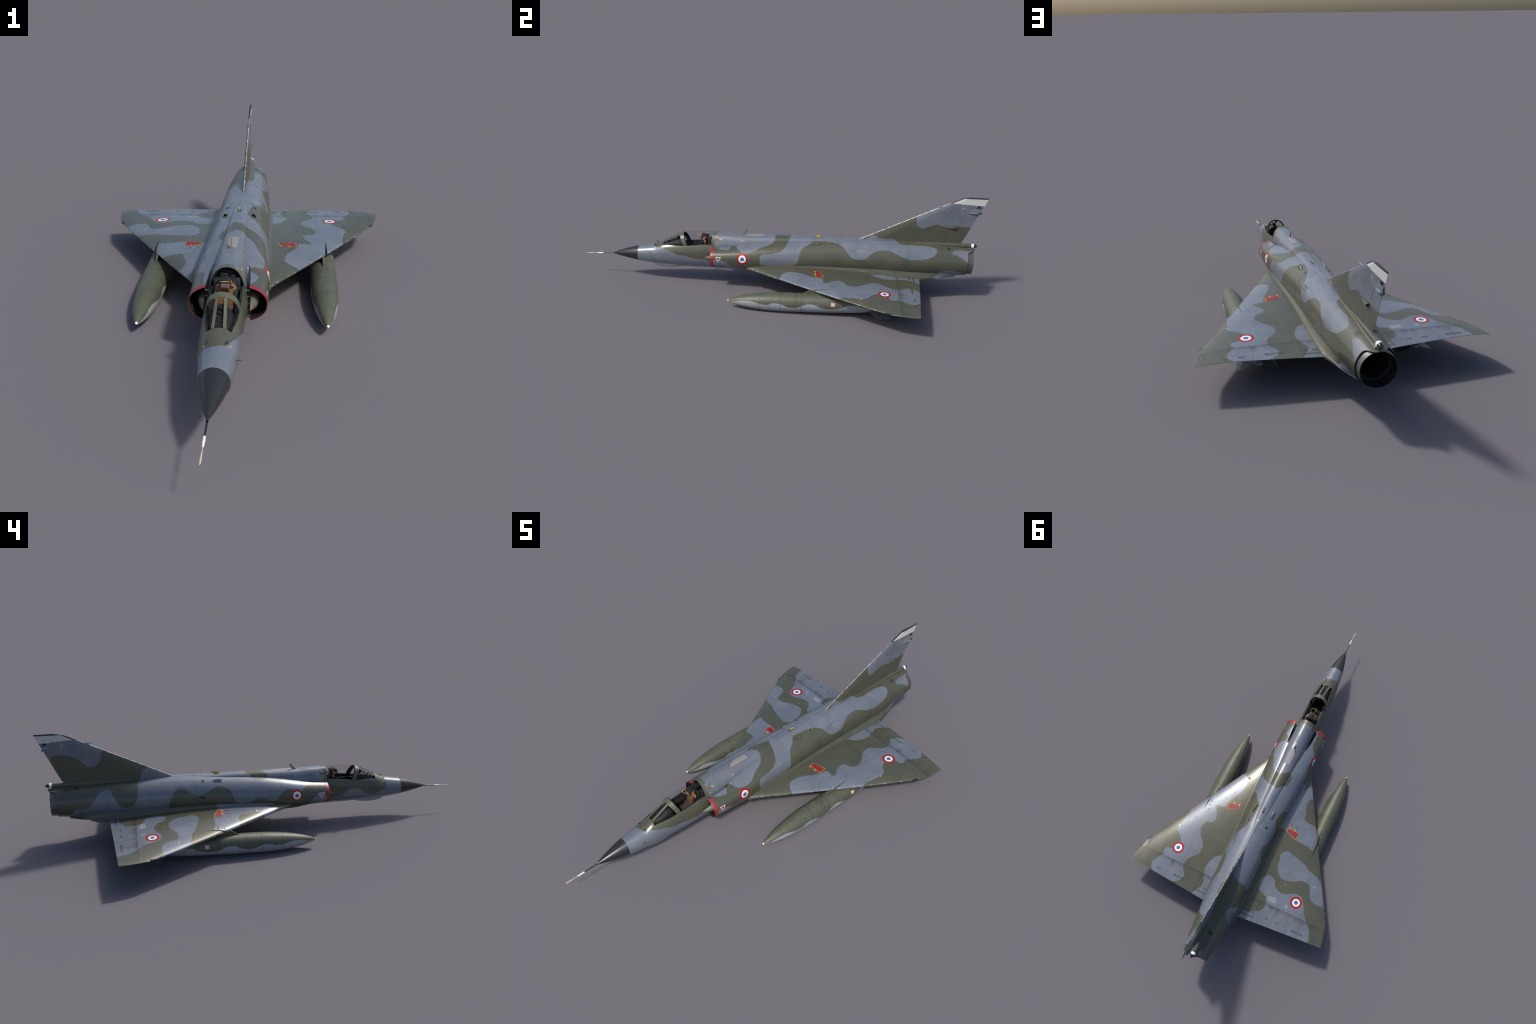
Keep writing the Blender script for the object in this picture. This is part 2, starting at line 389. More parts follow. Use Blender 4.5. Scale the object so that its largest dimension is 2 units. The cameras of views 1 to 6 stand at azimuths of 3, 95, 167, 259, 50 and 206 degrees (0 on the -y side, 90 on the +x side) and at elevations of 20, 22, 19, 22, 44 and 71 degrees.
def wing_material():
    m = Mat('wing_paint', PAINT_ROUGH, PAINT_METAL)
    ax = m.x.ab(); y = m.y
    wob = (m.noise(36, 2, seed=1.5) - .5) * .005
    u, v = ax + wob, y + wob
    xin = v.curve([(-.02,.32),(.02,.215),(.030,.185),(.045,.162),(.056,.1565),(.104,.162),(.135,.172),(.159,.187),(.188,.198),(.211,.204),(.228,.208),(.2325,.222),(.2345,.250),(.245,.249),(.265,.238),(.289,.2245),(.312,.2205),(.326,.228),(.333,.246),(.348,.264),(.374,.270),(.401,.260),(.423,.245),(.447,.226),(.470,.2175),(.495,.2165),(.515,.231),(.532,.247),(.559,.262),(.577,.264),(.61,.250),(.636,.2385),(.657,.244),(.675,.265),(.70,.315)])
    xout = v.curve([(.295,.60),(.308,.37),(.317,.366),(.355,.3695),(.388,.376),(.424,.3795),(.440,.369),(.468,.340),(.49,.330),(.515,.329),(.531,.338),(.537,.372),(.545,.386),(.563,.388),(.574,.381),(.59,.391),(.622,.409),(.647,.414),(.665,.402),(.70,.375)])
    w2 = v.curve([(.445,-.05),(.452,.098),(.462,.112),(.485,.138),(.521,.1535),(.556,.157),(.575,.1505),(.596,.147),(.618,.1345),(.632,.1335),(.645,.138),(.669,.152),(.70,.170)])
    Rb = (u - xin).mn(xout - u).mx(w2 - u)
    # left wing
    t1 = v - u.curve([(.09,.03),(.109,-.002),(.129,-.031),(.16,-.07)])
    b1 = u.curve([(.09,.19),(.106,.201),(.142,.216),(.194,.235),(.225,.2355),(.265,.238),(.30,.246),(.34,.236)]) - v
    isl = v.curve([(-.03,.30),(-.005,.195),(.007,.175),(.02,.1712),(.05,.1722),(.084,.1845),(.11,.189),(.119,.199),(.1235,.22),(.125,.30)]) - u
    b2 = (v - u.curve([(.155,.36),(.158,.338),(.165,.318),(.177,.3065),(.192,.302),(.213,.306),(.25,.317),(.293,.3285),(.319,.344),(.369,.357),(.42,.385)])).mn(u.curve([(.155,.32),(.158,.335),(.165,.36),(.172,.399),(.193,.427),(.218,.441),(.254,.436),(.285,.421),(.316,.4065),(.341,.407),(.358,.418),(.37,.444),(.378,.465),(.4,.48),(.427,.485),(.48,.472)]) - v)
    t3 = v - u.curve([(.10,.60),(.120,.51),(.124,.482),(.134,.464),(.157,.450),(.182,.458),(.201,.487),(.222,.502),(.248,.505),(.28,.492),(.312,.4795),(.338,.481),(.361,.505),(.377,.534),(.406,.576),(.432,.60),(.449,.628),(.459,.666),(.464,.72)])
    in3 = u - v.curve([(.44,.135),(.464,.130),(.492,.1215),(.522,.124),(.538,.138),(.546,.16),(.558,.182),(.578,.1915),(.6,.196),(.626,.186),(.640,.16),(.655,.124),(.668,.10),(.70,.09)])
    Lb = t1.mn(b1).mn(isl).mx(b2).mx(t3.mn(in3))
    side = m.x.gt(0)
    top = (side * Rb + (1.0 - side) * Lb).step(.0018)
    col = m.mix(GREEN, BLUE, top)
    # light grey underside: faces that look down
    geo = m.nt.nodes.new('ShaderNodeNewGeometry'); sp = m.nt.nodes.new('ShaderNodeSeparateXYZ'); m.nt.links.new(geo.outputs['Normal'], sp.inputs[0])
    under = (X(m.nt, sp.outputs[2]) * -1.0 - .25).step(.1)
    col = m.mix(col, GREY, under)
    col, f = weather(m, col, top, long=(8, 1.0, 8))
    # panel joints
    ln = m.zero()
    segs = [((.118,.010),(.486,.556)), ((.20,.150),(.20,.5815)), ((.30,.300),(.30,.5815)), ((.40,.430),(.40,.5815)),
            ((.12,.19),(.24,.19)), ((.25,.24),(.25,.5815)), ((.35,.375),(.35,.5815)), ((.15,.09),(.15,.5815)), ((.11,.25),(.27,.255)), ((.11,.35),(.345,.36)), ((.11,.45),(.415,.455)), ((.11,.30),(.315,.315)), ((.11,.40),(.39,.42)), ((.11,.50),(.44,.505)),
            ((.155,.06),(.190,.005)), ((.225,.17),(.265,.128)), ((.345,.345),(.385,.33)), ((.40,.43),(.44,.43)),
            ((.10,.622),(.49,.622)), ((.255,.5815),(.255,.69)), ((.2575,.5815),(.2575,.69)), ((.395,.5815),(.395,.68)), ((.397,.5815),(.397,.68))]
    for p, q in segs: ln = ln.mx(m.line(ax, y, p, q, .0005))
    ln = ln * m.noise(22, 2, seed=6.0).ramp(.35, .6, .35, 1.0)
    col = m.mix(col, (.03, .032, .030), ln*.5)
    # oil and soot streaks running aft over the elevons
    st = m.noise(55, 3, stretch=(1, .06, 1), seed=11.0).ramp(.46, .68)
    k = (y - .5825).gt(0) * (1.0 - (y - .5825).ramp(0, .045))
    col = m.mix(col, (.035, .030, .026), st * k * .75)
    k2 = (y - .5825).gt(0) * (1.0 - (y - .5825).ramp(0, .022))  # hinge-line shadow darkened into the elevon paint, fading aft
    col = m.mix(col, (.05, .045, .04), k2 * .5)
    st2 = m.noise(26, 4, stretch=(1, .25, 1), seed=15.0).ramp(.55, .8)
    col = m.mix(col, (.06, .06, .055), st2*.35)
    # bare leading edge where paint has chipped
    le = (ax - .1934)*(1/LE_S) + LE_A
    chip = (.0042 - (y - le)).step(.002) * (m.noise(80, 2, seed=14.0) - .60).step(.04) * ax.lt(.5)
    col = m.mix(col, (.5, .5, .48), chip*.5)
    col = roundel(m, col, ax, y, (.3283, .5180), .0298)
    col = m.mix(col, (.02, .02, .02), m.ring(ax, y, (.4442, .5623), 0, .0030))
    col = m.mix(col, (.55, .45, .12), m.ring(ax, y, (.3795, .410), .0018, .0038))
    col = m.mix(col, (.35, .04, .04), m.rect(ax, y, .094, .104, .576, .581))
    m.color(col)
    m.rough(f.ramp(.75, 1.25, PAINT_ROUGH + .06, PAINT_ROUGH - .06))
    m.bump(ln * -1.0 + m.noise(38, 2, seed=8.0)*.5, .08, .0006)
    return m.m

def fin_material():
    m = Mat('fin_paint', PAINT_ROUGH + .03, PAINT_METAL)
    y, z = m.y, m.z
    wob = (m.noise(36, 2, seed=1.2) - .5) * .004
    zz = z + wob
    FR = y.curve([(.655,.60),(.664,.44),(.667,.41),(.670,.380),(.680,.360),(.699,.354),(.726,.364),(.773,.377),(.802,.369),(.858,.374),(.892,.3715),(.96,.371)])
    BR = y.curve([(.39,.20),(.395,.2765),(.430,.2820),(.450,.2930),(.463,.303),(.478,.301),(.491,.292),(.526,.291),(.56,.292),(.578,.284),(.585,.276),(.60,.24)])
    FL = y.curve([(.702,.60),(.708,.45),(.711,.425),(.719,.39),(.739,.36),(.762,.351),(.784,.3585),(.805,.379),(.821,.397),(.846,.409),(.881,.418),(.914,.4205),(.931,.410),(.939,.395),(.946,.36)])
    BL = y.curve([(.39,.50),(.500,.50),(.508,.345),(.522,.327),(.536,.318),(.544,.298),(.547,.25),(.56,.15)])
    side = m.x.gt(0)
    v = side * (zz - FR).mx(BR - zz) + (1.0 - side) * (zz - FL).mx(BL - zz)
    k = v.step(.0018)
    col = m.mix(GREEN, BLUE, k)
    col, f = weather(m, col, k, long=(6, 1.2, 2.5))
    ln = m.zero()
    for p, q in (((.585,.285),(.80,.485)), ((.66,.285),(.86,.47)), ((.50,.285),(.70,.42)), ((.70,.42),(.87,.36)), ((.60,.36),(.78,.30)), ((.75,.29),(.88,.42)), ((.53,.33),(.60,.29))):
        ln = ln.mx(m.line(y, z, p, q, .0005))
    ln = ln * m.noise(22, 2, seed=6.0).ramp(.35, .6, .35, 1.0)
    col = m.mix(col, (.03, .032, .03), ln*.45)
    # worn pale leading edge
    le = .3944 + (z - .277)*((.8791-.3944)/(.5169-.277))
    edge = (.0022 - (y - le)).step(.002) * m.noise(90, 3, seed=13.0).ramp(.40, .56)
    col = m.mix(col, (.56, .55, .51), edge * y.gt(.40) * y.lt(.83)*.9)
    col = m.mix(col, (.5, .42, .12), m.ring(y, z, (.8825, .4655), .0020, .0045))
    soot = (.009 - (z - .357).ab()).step(.008) * (y - .845).step(.02) * (.875 - y).step(.02)
    col = m.mix(col, (.035, .033, .03), soot*.6*m.x.gt(0))
    m.color(col); m.rough(f.ramp(.75, 1.25, PAINT_ROUGH + .09, PAINT_ROUGH - .02))
    m.bump(ln * -1.0, .12, .0006)
    return m.m

def fintip_material():
    m = Mat('fin_tip_paint', .45)
    y, z = m.y, m.z
    le = .3944 + (z - .277)*((.8791-.3944)/(.5169-.277))
    blk = (.0125 - (y - le)).mx(z - .5135).step(.0015)
    f = 1.0 + (m.noise(60, 3, stretch=(1, 3, .4)) - .5)*.10
    m.color(m.mix(m.scale((.54, .54, .525), f), (.018, .019, .020), blk))
    return m.m

def fairing_material():
    m = Mat('root_fairing_paint', PAINT_ROUGH, PAINT_METAL)
    y = m.y; wob = (m.noise(30, 2) - .5)*.02
    L = m.x.lt(0) * (y + wob + .06).step(.004) * (.205 - y + wob).step(.004)
    k = L.mx(m.x.gt(0) * (y - .768 - (m.z - .125)*1.5 + wob*.2).step(.003))
    col, f = weather(m, m.mix(GREEN, BLUE, k), k, long=(8, 1, 8))
    m.color(col); return m.m

def tank_material():
    m = Mat('tank_paint', PAINT_ROUGH + .02)
    y, z = m.y, m.z; ax = m.x.ab()
    ang = (ax - TX_).ab().op('ARCTAN2', z - (.0355 + .0348*.2195) - y*.0348) * (180/math.pi)
    ed = y.curve([(-.22,95),(-.205,90),(-.186,82),(-.153,69.5),(-.123,65.5),(-.100,70),(-.066,82),(-.037,87.5),(-.014,84.5),(.013,75.8),(.030,77.5),(.050,85),(.076,97),(.1,100.6),(.124,95),(.155,80),(.178,75.7),(.203,82),(.235,99.0),(.27,105.8),(.305,101),(.336,87),(.36,77),(.379,76),(.411,84.5),(.433,89.5),(.60,100)])
    g = (ed - ang + (m.noise(40, 2) - .5)*5).step(1.6)
    col = m.mix((.275, .29, .305), (.080, .087, .055), g)
    col, f = weather(m, col, g, k=1.1, long=(5, 1, 5))
    ln = m.zero()
    for yy, w in ((-.181,.0006),(-.0605,.0008),(.0385,.0013),(.135,.0008),(.141,.0008),(.331,.0010),(.338,.0006)):
        ln = ln.mx((w - (y - yy).ab()).step(.0010))
    col = m.mix(col, (.028, .03, .028), ln*.75)
    # rust stain round the filler
    st = (.0095 - (y - .111).ab()).step(.008) * (110 - ang).ramp(0, 100) * m.noise(60, 3).ramp(.3, .65)
    col = m.mix(col, (.055, .030, .022), st*.75)
    col = m.mix(col, (.20, .19, .11), m.ring(ax, y, (TX_, .111), .0045, .0066) * (m.noise(330, 1) - .45).step(.1) * z.gt(.06))
    # white and red maker's plate on the outer flank
    pl = m.rect(y, z, .2755, .2935, .057, .0735) * ax.gt(TX_)
    col = m.mix(col, (.72, .60, .60), pl); col = m.mix(col, (.60, .16, .17), pl * (m.noise(240, 1, stretch=(1,.4,2.2), seed=3.1) - .5).step(.06))
    chip = (m.noise(190, 1, seed=21.0) - .775).step(.01)
    col = m.mix(col, (.62, .62, .60), chip*.8)
    m.color(col); m.rough(f.ramp(.75, 1.25, .54, .44)); m.bump(ln * -1.0, .2, .0008)
    return m.m
TX_ = .2905

def plain(name, col, rough=.5, metal=0.0, var=.12, scale=60, spec=.5):
    """one colour with a little grain"""
    m = Mat(name, rough, metal, spec)
    f = 1.0 + (m.noise(scale, 3) - .5)*(2*var)
    m.color(m.scale(tuple(col), f)); return m.m

def nozzle_material():
    m = Mat('nozzle_steel', .42, .55)
    f = 1.0 + (m.noise(40, 3, stretch=(1, .3, 1)) - .5)*.5
    a = m.x.op('ARCTAN2', m.z - .1925) * (24/(2*math.pi))
    seam = (.04 - ((a.op('FRACT')) - .5).ab()).step(.03)
    col = m.mix(m.scale((.135, .132, .126), f), (.03, .03, .03), seam*.6)
    m.color(col); return m.m

def glass_material():
    m = bpy.data.materials.new('canopy_perspex'); m.use_nodes = True; nt = m.node_tree
    nt.nodes.remove(nt.nodes['Principled BSDF'])
    out = nt.nodes['Material Output']
    tr = nt.nodes.new('ShaderNodeBsdfTransparent'); tr.inputs[0].default_value = (.93, .93, .94, 1)
    gl = nt.nodes.new('ShaderNodeBsdfGlossy'); gl.inputs['Roughness'].default_value = .12; gl.inputs[0].default_value = (.5, .52, .56, 1)
    mx = nt.nodes.new('ShaderNodeMixShader'); mx.inputs[0].default_value = .0
    nt.links.new(tr.outputs[0], mx.inputs[1]); nt.links.new(gl.outputs[0], mx.inputs[2]); nt.links.new(mx.outputs[0], out.inputs[0])
    return m

M_body, M_wing, M_fin, M_tank = body_material(), wing_material(), fin_material(), tank_material()
M_fairing, M_fintip, M_nozzle, M_glass = fairing_material(), fintip_material(), nozzle_material(), glass_material()
M_green = plain('green_paint', GREEN, PAINT_ROUGH)
M_frame = plain('canopy_frame_paint', (.092, .097, .066), .38)
M_cone = plain('shock_cone_paint', (.115, .12, .088), .4)
M_tankgreen = plain('pylon_paint', (.080, .088, .057), .42)
M_blue = plain('blue_grey_paint', BLUE, .3)
M_radome = plain('radome_black', (.019, .020, .022), .29, var=.06)
M_white = plain('white_paint', (.72, .72, .73), .4, var=.05)
M_ivory = plain('ivory_probe', (.46, .42, .29), .4, var=.05)
M_black = plain('black_void', (.006, .006, .007), .7)
M_dark = plain('dark_metal', (.014, .015, .017), .6)
M_duct = plain('duct_black', (.008, .008, .008), .8)
M_cockpit = plain('cockpit_black', (.008, .008, .009), .65, var=.35, scale=160)
M_cockpit2 = plain('cockpit_grey', (.0155, .016, .018), .6, var=.3, scale=160)
M_red = plain('red_paint', (.33, .03, .035), .45)
M_lip = plain('lip_red_paint', (.235, .020, .028), .40)
M_seat = plain('seat_leather', (.20, .085, .022), .7, var=.25, scale=90)
M_brown = plain('cushion_brown', (.065, .035, .030), .75, var=.2)
M_rest = plain('headrest_brown', (.17, .10, .085), .7, var=.2)
M_tan = plain('tan_pad', (.26, .15, .09), .7)
M_orange = plain('orange_tag', (.50, .10, .01), .6)
M_yellow = plain('yellow_paint', (.55, .36, .03), .5)
M_belt = plain('harness_olive', (.11, .10, .018), .8)
M_lightgrey = plain('light_grey_metal', (.42, .43, .44), .45)
M_steel = plain('grey_steel', (.16, .165, .175), .45, .3)
M_patch = plain('walkway_grey', (.225, .220, .212), .6, var=.1, scale=120)
M_antenna = plain('antenna_yellow', (.36, .22, .03), .5)
M_belly = plain('belly_grey', (.20, .215, .235), .42, var=.15, scale=20)
M_chin = plain('chin_grey', (.30, .315, .325), .42)
M_tankfin = plain('tank_fin_grey', (.075, .09, .098), .45, var=.2)
M_petal = plain('petal_steel', (.012, .012, .012), .6, .0)
M_louvre = plain('louvre_black', (.020, .021, .020), .6)

M_ramp = plain('diverter_paint', (.19, .215, .26), .4)  # blue-grey lightened so the ramp looks lit inside its dark gap
M_ventframe = plain('vent_frame_grey', (.15, .165, .19), .45)
M_signred = plain('sign_red', (.22, .010, .015), .5, var=.15, scale=140)
M_signyellow = plain('sign_yellow', (.50, .28, .03), .5)
M_palepatch = plain('pale_blue_paint', (.200, .228, .268), .4)
M_palegreen = plain('pale_green_paint', (.115, .12, .085), .4)
M_stencil = plain('stencil_black', (.055, .06, .068), .5)
M_stencil2 = plain('stencil_grey', (.075, .083, .098), .5)
M_antennablue = plain('antenna_slate', (.07, .085, .10), .45)
M_cockpit3 = plain('cockpit_box_grey', (.030, .031, .034), .6, var=.3, scale=160)
# ================================================================ FUSELAGE
def rear_body():
    n = 96
    ys = frange(-.2, .927, 120)
    secs = []
    def beak(t):  # the top of the tail end overhangs the nozzle like a beak
        t = (t + math.pi) % (2*math.pi) - math.pi
        return .037 * math.exp(-(t / math.radians(27)) ** 4)
    for y in ys:
        k = max(0, (y - .86) / (.927 - .86))
        row = []
        for j in range(n):
            t = 2*math.pi*j/n
            yy = y + k * k * beak(t)
            p = B_point(min(yy, .97), t)
            row.append(p)
        secs.append(row)
    # rolled inner lip at the tail end
    rim = [(p[0]*.965, p[1]-.001, .1945+(p[2]-.1945)*.965) for p in secs[-1]]
    inn = [(p[0]*.93, p[1]-.05, .1945+(p[2]-.1945)*.93) for p in secs[-1]]
    ob = loft('rear_fuselage', secs + [rim, inn], M_body, cap0=True, angle=40)
    return ob
rear_fuselage = rear_body()

SILL = keys([(-.722,37),(-.60,37),(-.583,37.5),(-.55,43.5),(-.52,47.5),(-.48,50.3),(-.43,51),(-.349,50),(-.3,50),(-.15,50)])
CK0, CK1 = -.588, -.340     # cockpit opening front and rear
def nose_hull():
    ktop = 12; kb = 44       # half numbers of points above / below the sill line
    ys = sorted(set(frange(-.722, CK0, 26) + frange(CK0, CK1, 46) + frange(CK1, -.15, 24)))
    secs = []
    for y in ys:
        a = math.radians(SILL(y)); row = []
        for k in range(-ktop, ktop + 1): row.append(H_point(y, a * k / ktop))
        for k in range(1, 2*kb): row.append(H_point(y, a + (2*math.pi - 2*a) * k / (2*kb)))
        secs.append(row)
    def skip(i, j):
        return ys[i] >= CK0 - 1e-9 and ys[i+1] <= -.255 and j < 2*ktop
    return loft('front_fuselage', secs, M_body, cap1=True, skip=skip)
front_fuselage = nose_hull()

# chin fairing under the nose (doppler radar bulge)
def chin():
    prof_y = frange(-.652, -.478, 24); secs = []
    depth = keys([(-.652,0),(-.64,.006),(-.617,.0135),(-.58,.0162),(-.53,.0115),(-.50,.005),(-.478,0)])
    wid = keys([(-.652,.012),(-.617,.030),(-.55,.033),(-.50,.027),(-.478,.012)])
    for y in prof_y:
        zb = H_c(y) - H_d(y)
        secs.append([(wid(y)*math.cos(a), y, zb + .012 - (depth(y)+.012) * abs(math.sin(a))**.8) for a in frange(0, math.pi, 21)])
    return loft('chin_radar_fairing', secs, M_chin, closed=False)

# radome and pitot boom: the nose droops slightly
def nose():
    R = keys([(-.722,.0392),(-.70,.0412)])
    prof = keys([(-.866,.0029),(-.858,.0036),(-.85,.0058),(-.84,.0092),(-.82,.0155),(-.79,.0238),(-.76,.0312),(-.735,.0366),(-.722,.0392)])
    zc = keys([(-1,.1172),(-.9,.1238),(-.858,.1272),(-.80,.1318),(-.722,.1367)])
    def ring(y, r, n=48): return [(r*math.sin(2*math.pi*k/n), y, zc(y)+r*math.cos(2*math.pi*k/n)) for k in range(n)]
    ob = loft('radome', [ring(y, prof(y)) for y in frange(-.866, -.722, 40)], M_radome, front_fuselage)
    b = loft('pitot_boom', [ring(y, r, 20) for y, r in [(-.870,.0027),(-.905,.0024),(-.9145,.0024)]], M_radome, ob, cap0=True, cap1=True)
    loft('pitot_collar', [ring(y, r, 20) for y, r in [(-.9145,.0031),(-.925,.0033),(-.935,.0031),(-.945,.0022),(-.9475,.0013)]], M_white, ob, cap0=True, cap1=True)
    loft('pitot_head', [ring(y, r, 16) for y, r in [(-.947,.0011),(-.958,.0013),(-.975,.0024),(-.986,.0026),(-.995,.0020),(-1.0,.0010)]], M_ivory, ob, cap0=True, cap1=True)
    return ob
radome = nose()
chin()

# spine
def spine():
    ys = frange(-.337, .34, 70)
    A = frange(-math.radians(118), math.radians(118), 49)
    secs = [[S_point(y, t) for t in A] for y in ys]
    return loft('dorsal_spine', secs, M_body, closed=False, cap1=True)
dorsal_spine = spine()

# intakes: outer trunk skin is the rear body shape carried forward, cut flat at the inner side
XI_k = keys([(-.336,.0632),(-.27,.0612),(-.205,.0562),(-.19,.0552)])
def intake():
    ys = frange(-.3335, -.196, 26); secs = []
    na = 40
    def arc(y, off):
        XI = XI_k(y)
        n = B_n(y); w, c, u, d = B_w(y)-off, B_c(y), B_u(y)-off, B_d(y)-off
        # points from inner top round the outside to inner bottom
        su = (XI/w) ** (n/2); t0 = math.asin(min(1, su))
        row = []
        for t in frange(t0, math.pi - t0, na):
            s, cc = math.sin(t), math.cos(t)
            row.append((w*spow(s, 2/n), y, c + (u if cc > 0 else d)*spow(cc, 2/n)))
        row[0] = (XI, y, row[0][2]); row[-1] = (XI, y, row[-1][2])
        return row
    def ringo(y, off, inner=0.0):
        XI = XI_k(y)
        r = arc(y, off); zt, zb = r[0][2], r[-1][2]
        flat = [(XI + inner, y, zb + (zt - zb) * k / 12) for k in range(1, 12)]
        r = [(max(p[0], XI + inner), p[1], p[2]) for p in r]
        return r + flat
    outer = [ringo(y, 0) for y in ys]
    ob = loft('air_intake', outer, M_body, angle=50)
    # lip: red band, thin, set just proud of the skin; then the dark duct
    lip_y = [(-.3335,.0004),(-.3345,-.0004),(-.3338,-.0014),(-.331,-.0022)]
    lip = [ringo(-.3175, -.0004), ringo(-.3325, -.0004), ringo(-.3348, .0003), ringo(-.3345, .0012), ringo(-.331, .0018, .0010)]
    loft('intake_lip', [s[:na] for s in lip], M_lip, ob, closed=False, angle=70)
    duct = [ringo(y, .0018, .0010) for y in frange(-.3335, -.22, 8)]
    loft('intake_duct', duct, M_duct, ob, cap1=True)
    # half cone on the inner wall
    prof = keys([(0,.0),(.02,.0082),(.045,.0172),(.065,.0222),(.09,.0245),(.15,.0245)])
    def cone(nm, y0, y1, mat):
        secs = []
        for y in frange(y0, y1, 24):
            r = max(prof(y), 1e-4)
            secs.append([(.0632 + .0012 + r*math.sin(a), -.372 + y, .1563 + r*math.cos(a)) for a in frange(0, math.pi, 25)] )
        return loft(nm, secs, mat, ob, closed=True)
    cone('shock_cone', .0095, .14, M_cone)
    cone('shock_cone_tip', 0, .0095, M_red)
    # sloping diverter ramp that closes the boundary-layer gap towards the rear
    secs = []
    for y, z in ((-.318,.126),(-.29,.150),(-.26,.180),(-.23,.204),(-.205,.2205),(-.192,.228)):
        secs.append([(.044, y, z), (XI_k(y)+.0006, y, z - .004), (XI_k(y)+.0006, y, min(z-.006,.118)), (.044, y, min(z-.006,.118))])
    loft('diverter_ramp', secs, M_ramp, ob, cap0=True, cap1=True)
    # struts bridging the boundary-layer gap
    for z in (.199, .181, .160, .139, .117):
        box('gap_strut', (.0575, -.327, z), (.013, .006, .0016), M_steel, ob)
    return ob
intake_r = intake()
mirrored = {}
def mirror_tree(ob):
    o2 = mirror_copy(ob)
    for ch in list(ob.children):
        c2 = mirror_copy(ch); c2.parent = o2
    return o2
intake_l = mirror_tree(intake_r)
# boundary-layer wedge between hull and trunks
add('diverter_wall', [(s*.05, y, z) for s in (1,) for y, z in [(-.33,.1)]], [], M_dark) if False else None

# ventral keel fairing
def keel():
    zb = keys([(-.22,.094),(-.16,.083),(-.05,.0775),(.3,.078),(.62,.077),(.71,.0745),(.76,.0785),(.80,.097),(.83,.115)])
    w = keys([(-.22,.02),(-.12,.045),(0,.06),(.45,.055),(.62,.045),(.71,.036),(.78,.028),(.83,.015)])
    secs = [[(w(y)*spow(math.cos(a), .6), y, .135 - (.135 - zb(y)) * spow(math.sin(a), .5)) for a in frange(0, math.pi, 33)] for y in frange(-.22, .83, 60)]
    return loft('belly_fairing', secs, M_belly, closed=False)
keel()

# nozzle: ring of petals and a dark pipe
def nozzle():
    c = (0, 0, .1925)
    ob = lathe('exhaust_nozzle', [(.900,.0640),(.9275,.0635),(.9290,.0630),(.950,.0620),(.9545,.0615),(.9545,.0607)], c, M_nozzle, n=72)
    lathe('nozzle_liner', [(.9545,.0607),(.94,.0592),(.915,.057)], c, M_petal, ob, n=72)
    lathe('jet_pipe', [(.9345,.0580),(.915,.0545),(.912,.0500),(.905,.0485),(.86,.048),(.78,.046),(.70,.044)], c, M_black, ob, n=64, cap1=True)
    n = 22
    for k in range(n):   # petal seams as narrow raised strips on the inside
        a = 2*math.pi*(k+.5)/n; r = .0596
        P = [(r*math.sin(a+s*da), y, c[2]+(r-h)*math.cos(a+s*da)) for y in (.936,.9556) for s, da, h in ((-1,.05,0),(1,.05,0))]
    for k in range(24):
        a = 2*math.pi*(k+.5)/24; u = Vector((math.sin(a), 0, math.cos(a))); v = Vector((math.cos(a), 0, -math.sin(a)))
        V = []
        for y, ro, ri in ((.920,.0568,.0556),(.9550,.0600,.0588)):
            for r in (ro, ri):
                for s in (-.0062, .0062):
                    p = u*r + v*s*(r/.06); V.append((p.x, y, c[2]+p.z))
        F = [(0,1,3,2),(4,6,7,5),(0,4,5,1),(2,3,7,6),(0,2,6,4),(1,5,7,3)]
        add('nozzle_petal', V, F, M_petal, ob, smooth=False)
    return ob
exhaust = nozzle()

# ================================================================ WING
def wing():
    xs = frange(.055, .11, 4)[:-1] + frange(.11, .4985, 70)[:-1] + [.5256 - .0271*(1-k/14)**2 for k in range(15)]
    cs = [0, .0008, .003, .007, .013, .022, .035, .055, .08, .11] + frange(.145, .80, 40) + frange(.815, 1, 16)
    secs = []
    for x in xs:
        a, b = yLE(x), yTE(x); row = []
        for c in reversed(cs): row.append((x, a + (b-a)*c, wing_z(x, a + (b-a)*c, 1)))
        for c in cs[1:]: row.append((x, a + (b-a)*c, wing_z(x, a + (b-a)*c, -1)))
        secs.append(row)
    ob = loft('wing', secs, M_wing, cap0=True, angle=32)
    # slot in the leading edge ahead of the tank pylon, notch near the tip
    boolean(ob, prism('slot', [(.2955,.16),(.3068,.16),(.3048,.2245),(.3036,.281),(.3022,.281),(.2985,.205)], .0, .3, M_dark))
    boolean(ob, prism('notch', [(.4825,.5140),(.4868,.5365),(.5010,.5418),(.53,.50)], .0, .3, M_dark))
    return ob
wing_r = wing()
V = [(x, y, z) for z in (.1105, .1135) for x, y in ((.4815,.5128),(.4872,.5372),(.5000,.5418))]
add('notch_dark_plate', V, [(0,1,2),(5,4,3),(0,3,4,1),(1,4,5,2),(2,5,3,0)], M_dark, wing_r, smooth=False)

HINGE = .5815
def elevons(w):
    """cut the trailing edge off the wing as three control surfaces"""
    out = []
    spans = [(.098,.1614), (.1622,.3268), (.3276,.4875)]
    src = w.data.copy()
    for a, b in spans:
        ob = bpy.data.objects.new('elevon', src.copy()); COL.objects.link(ob); ob.parent = w
        boolean(ob, prism('keep', [(a,HINGE+.0006),(b,HINGE+.0006),(b,.75),(a,.75)], 0, .3, M_dark), 'INTERSECT')
        out.append(ob)
    boolean(w, prism('cut', [(.098,HINGE),(.4882,HINGE),(.4882,.75),(.098,.75)], 0, .3, M_dark))
    return out
elevons(wing_r)
wing_l = mirror_tree(wing_r)

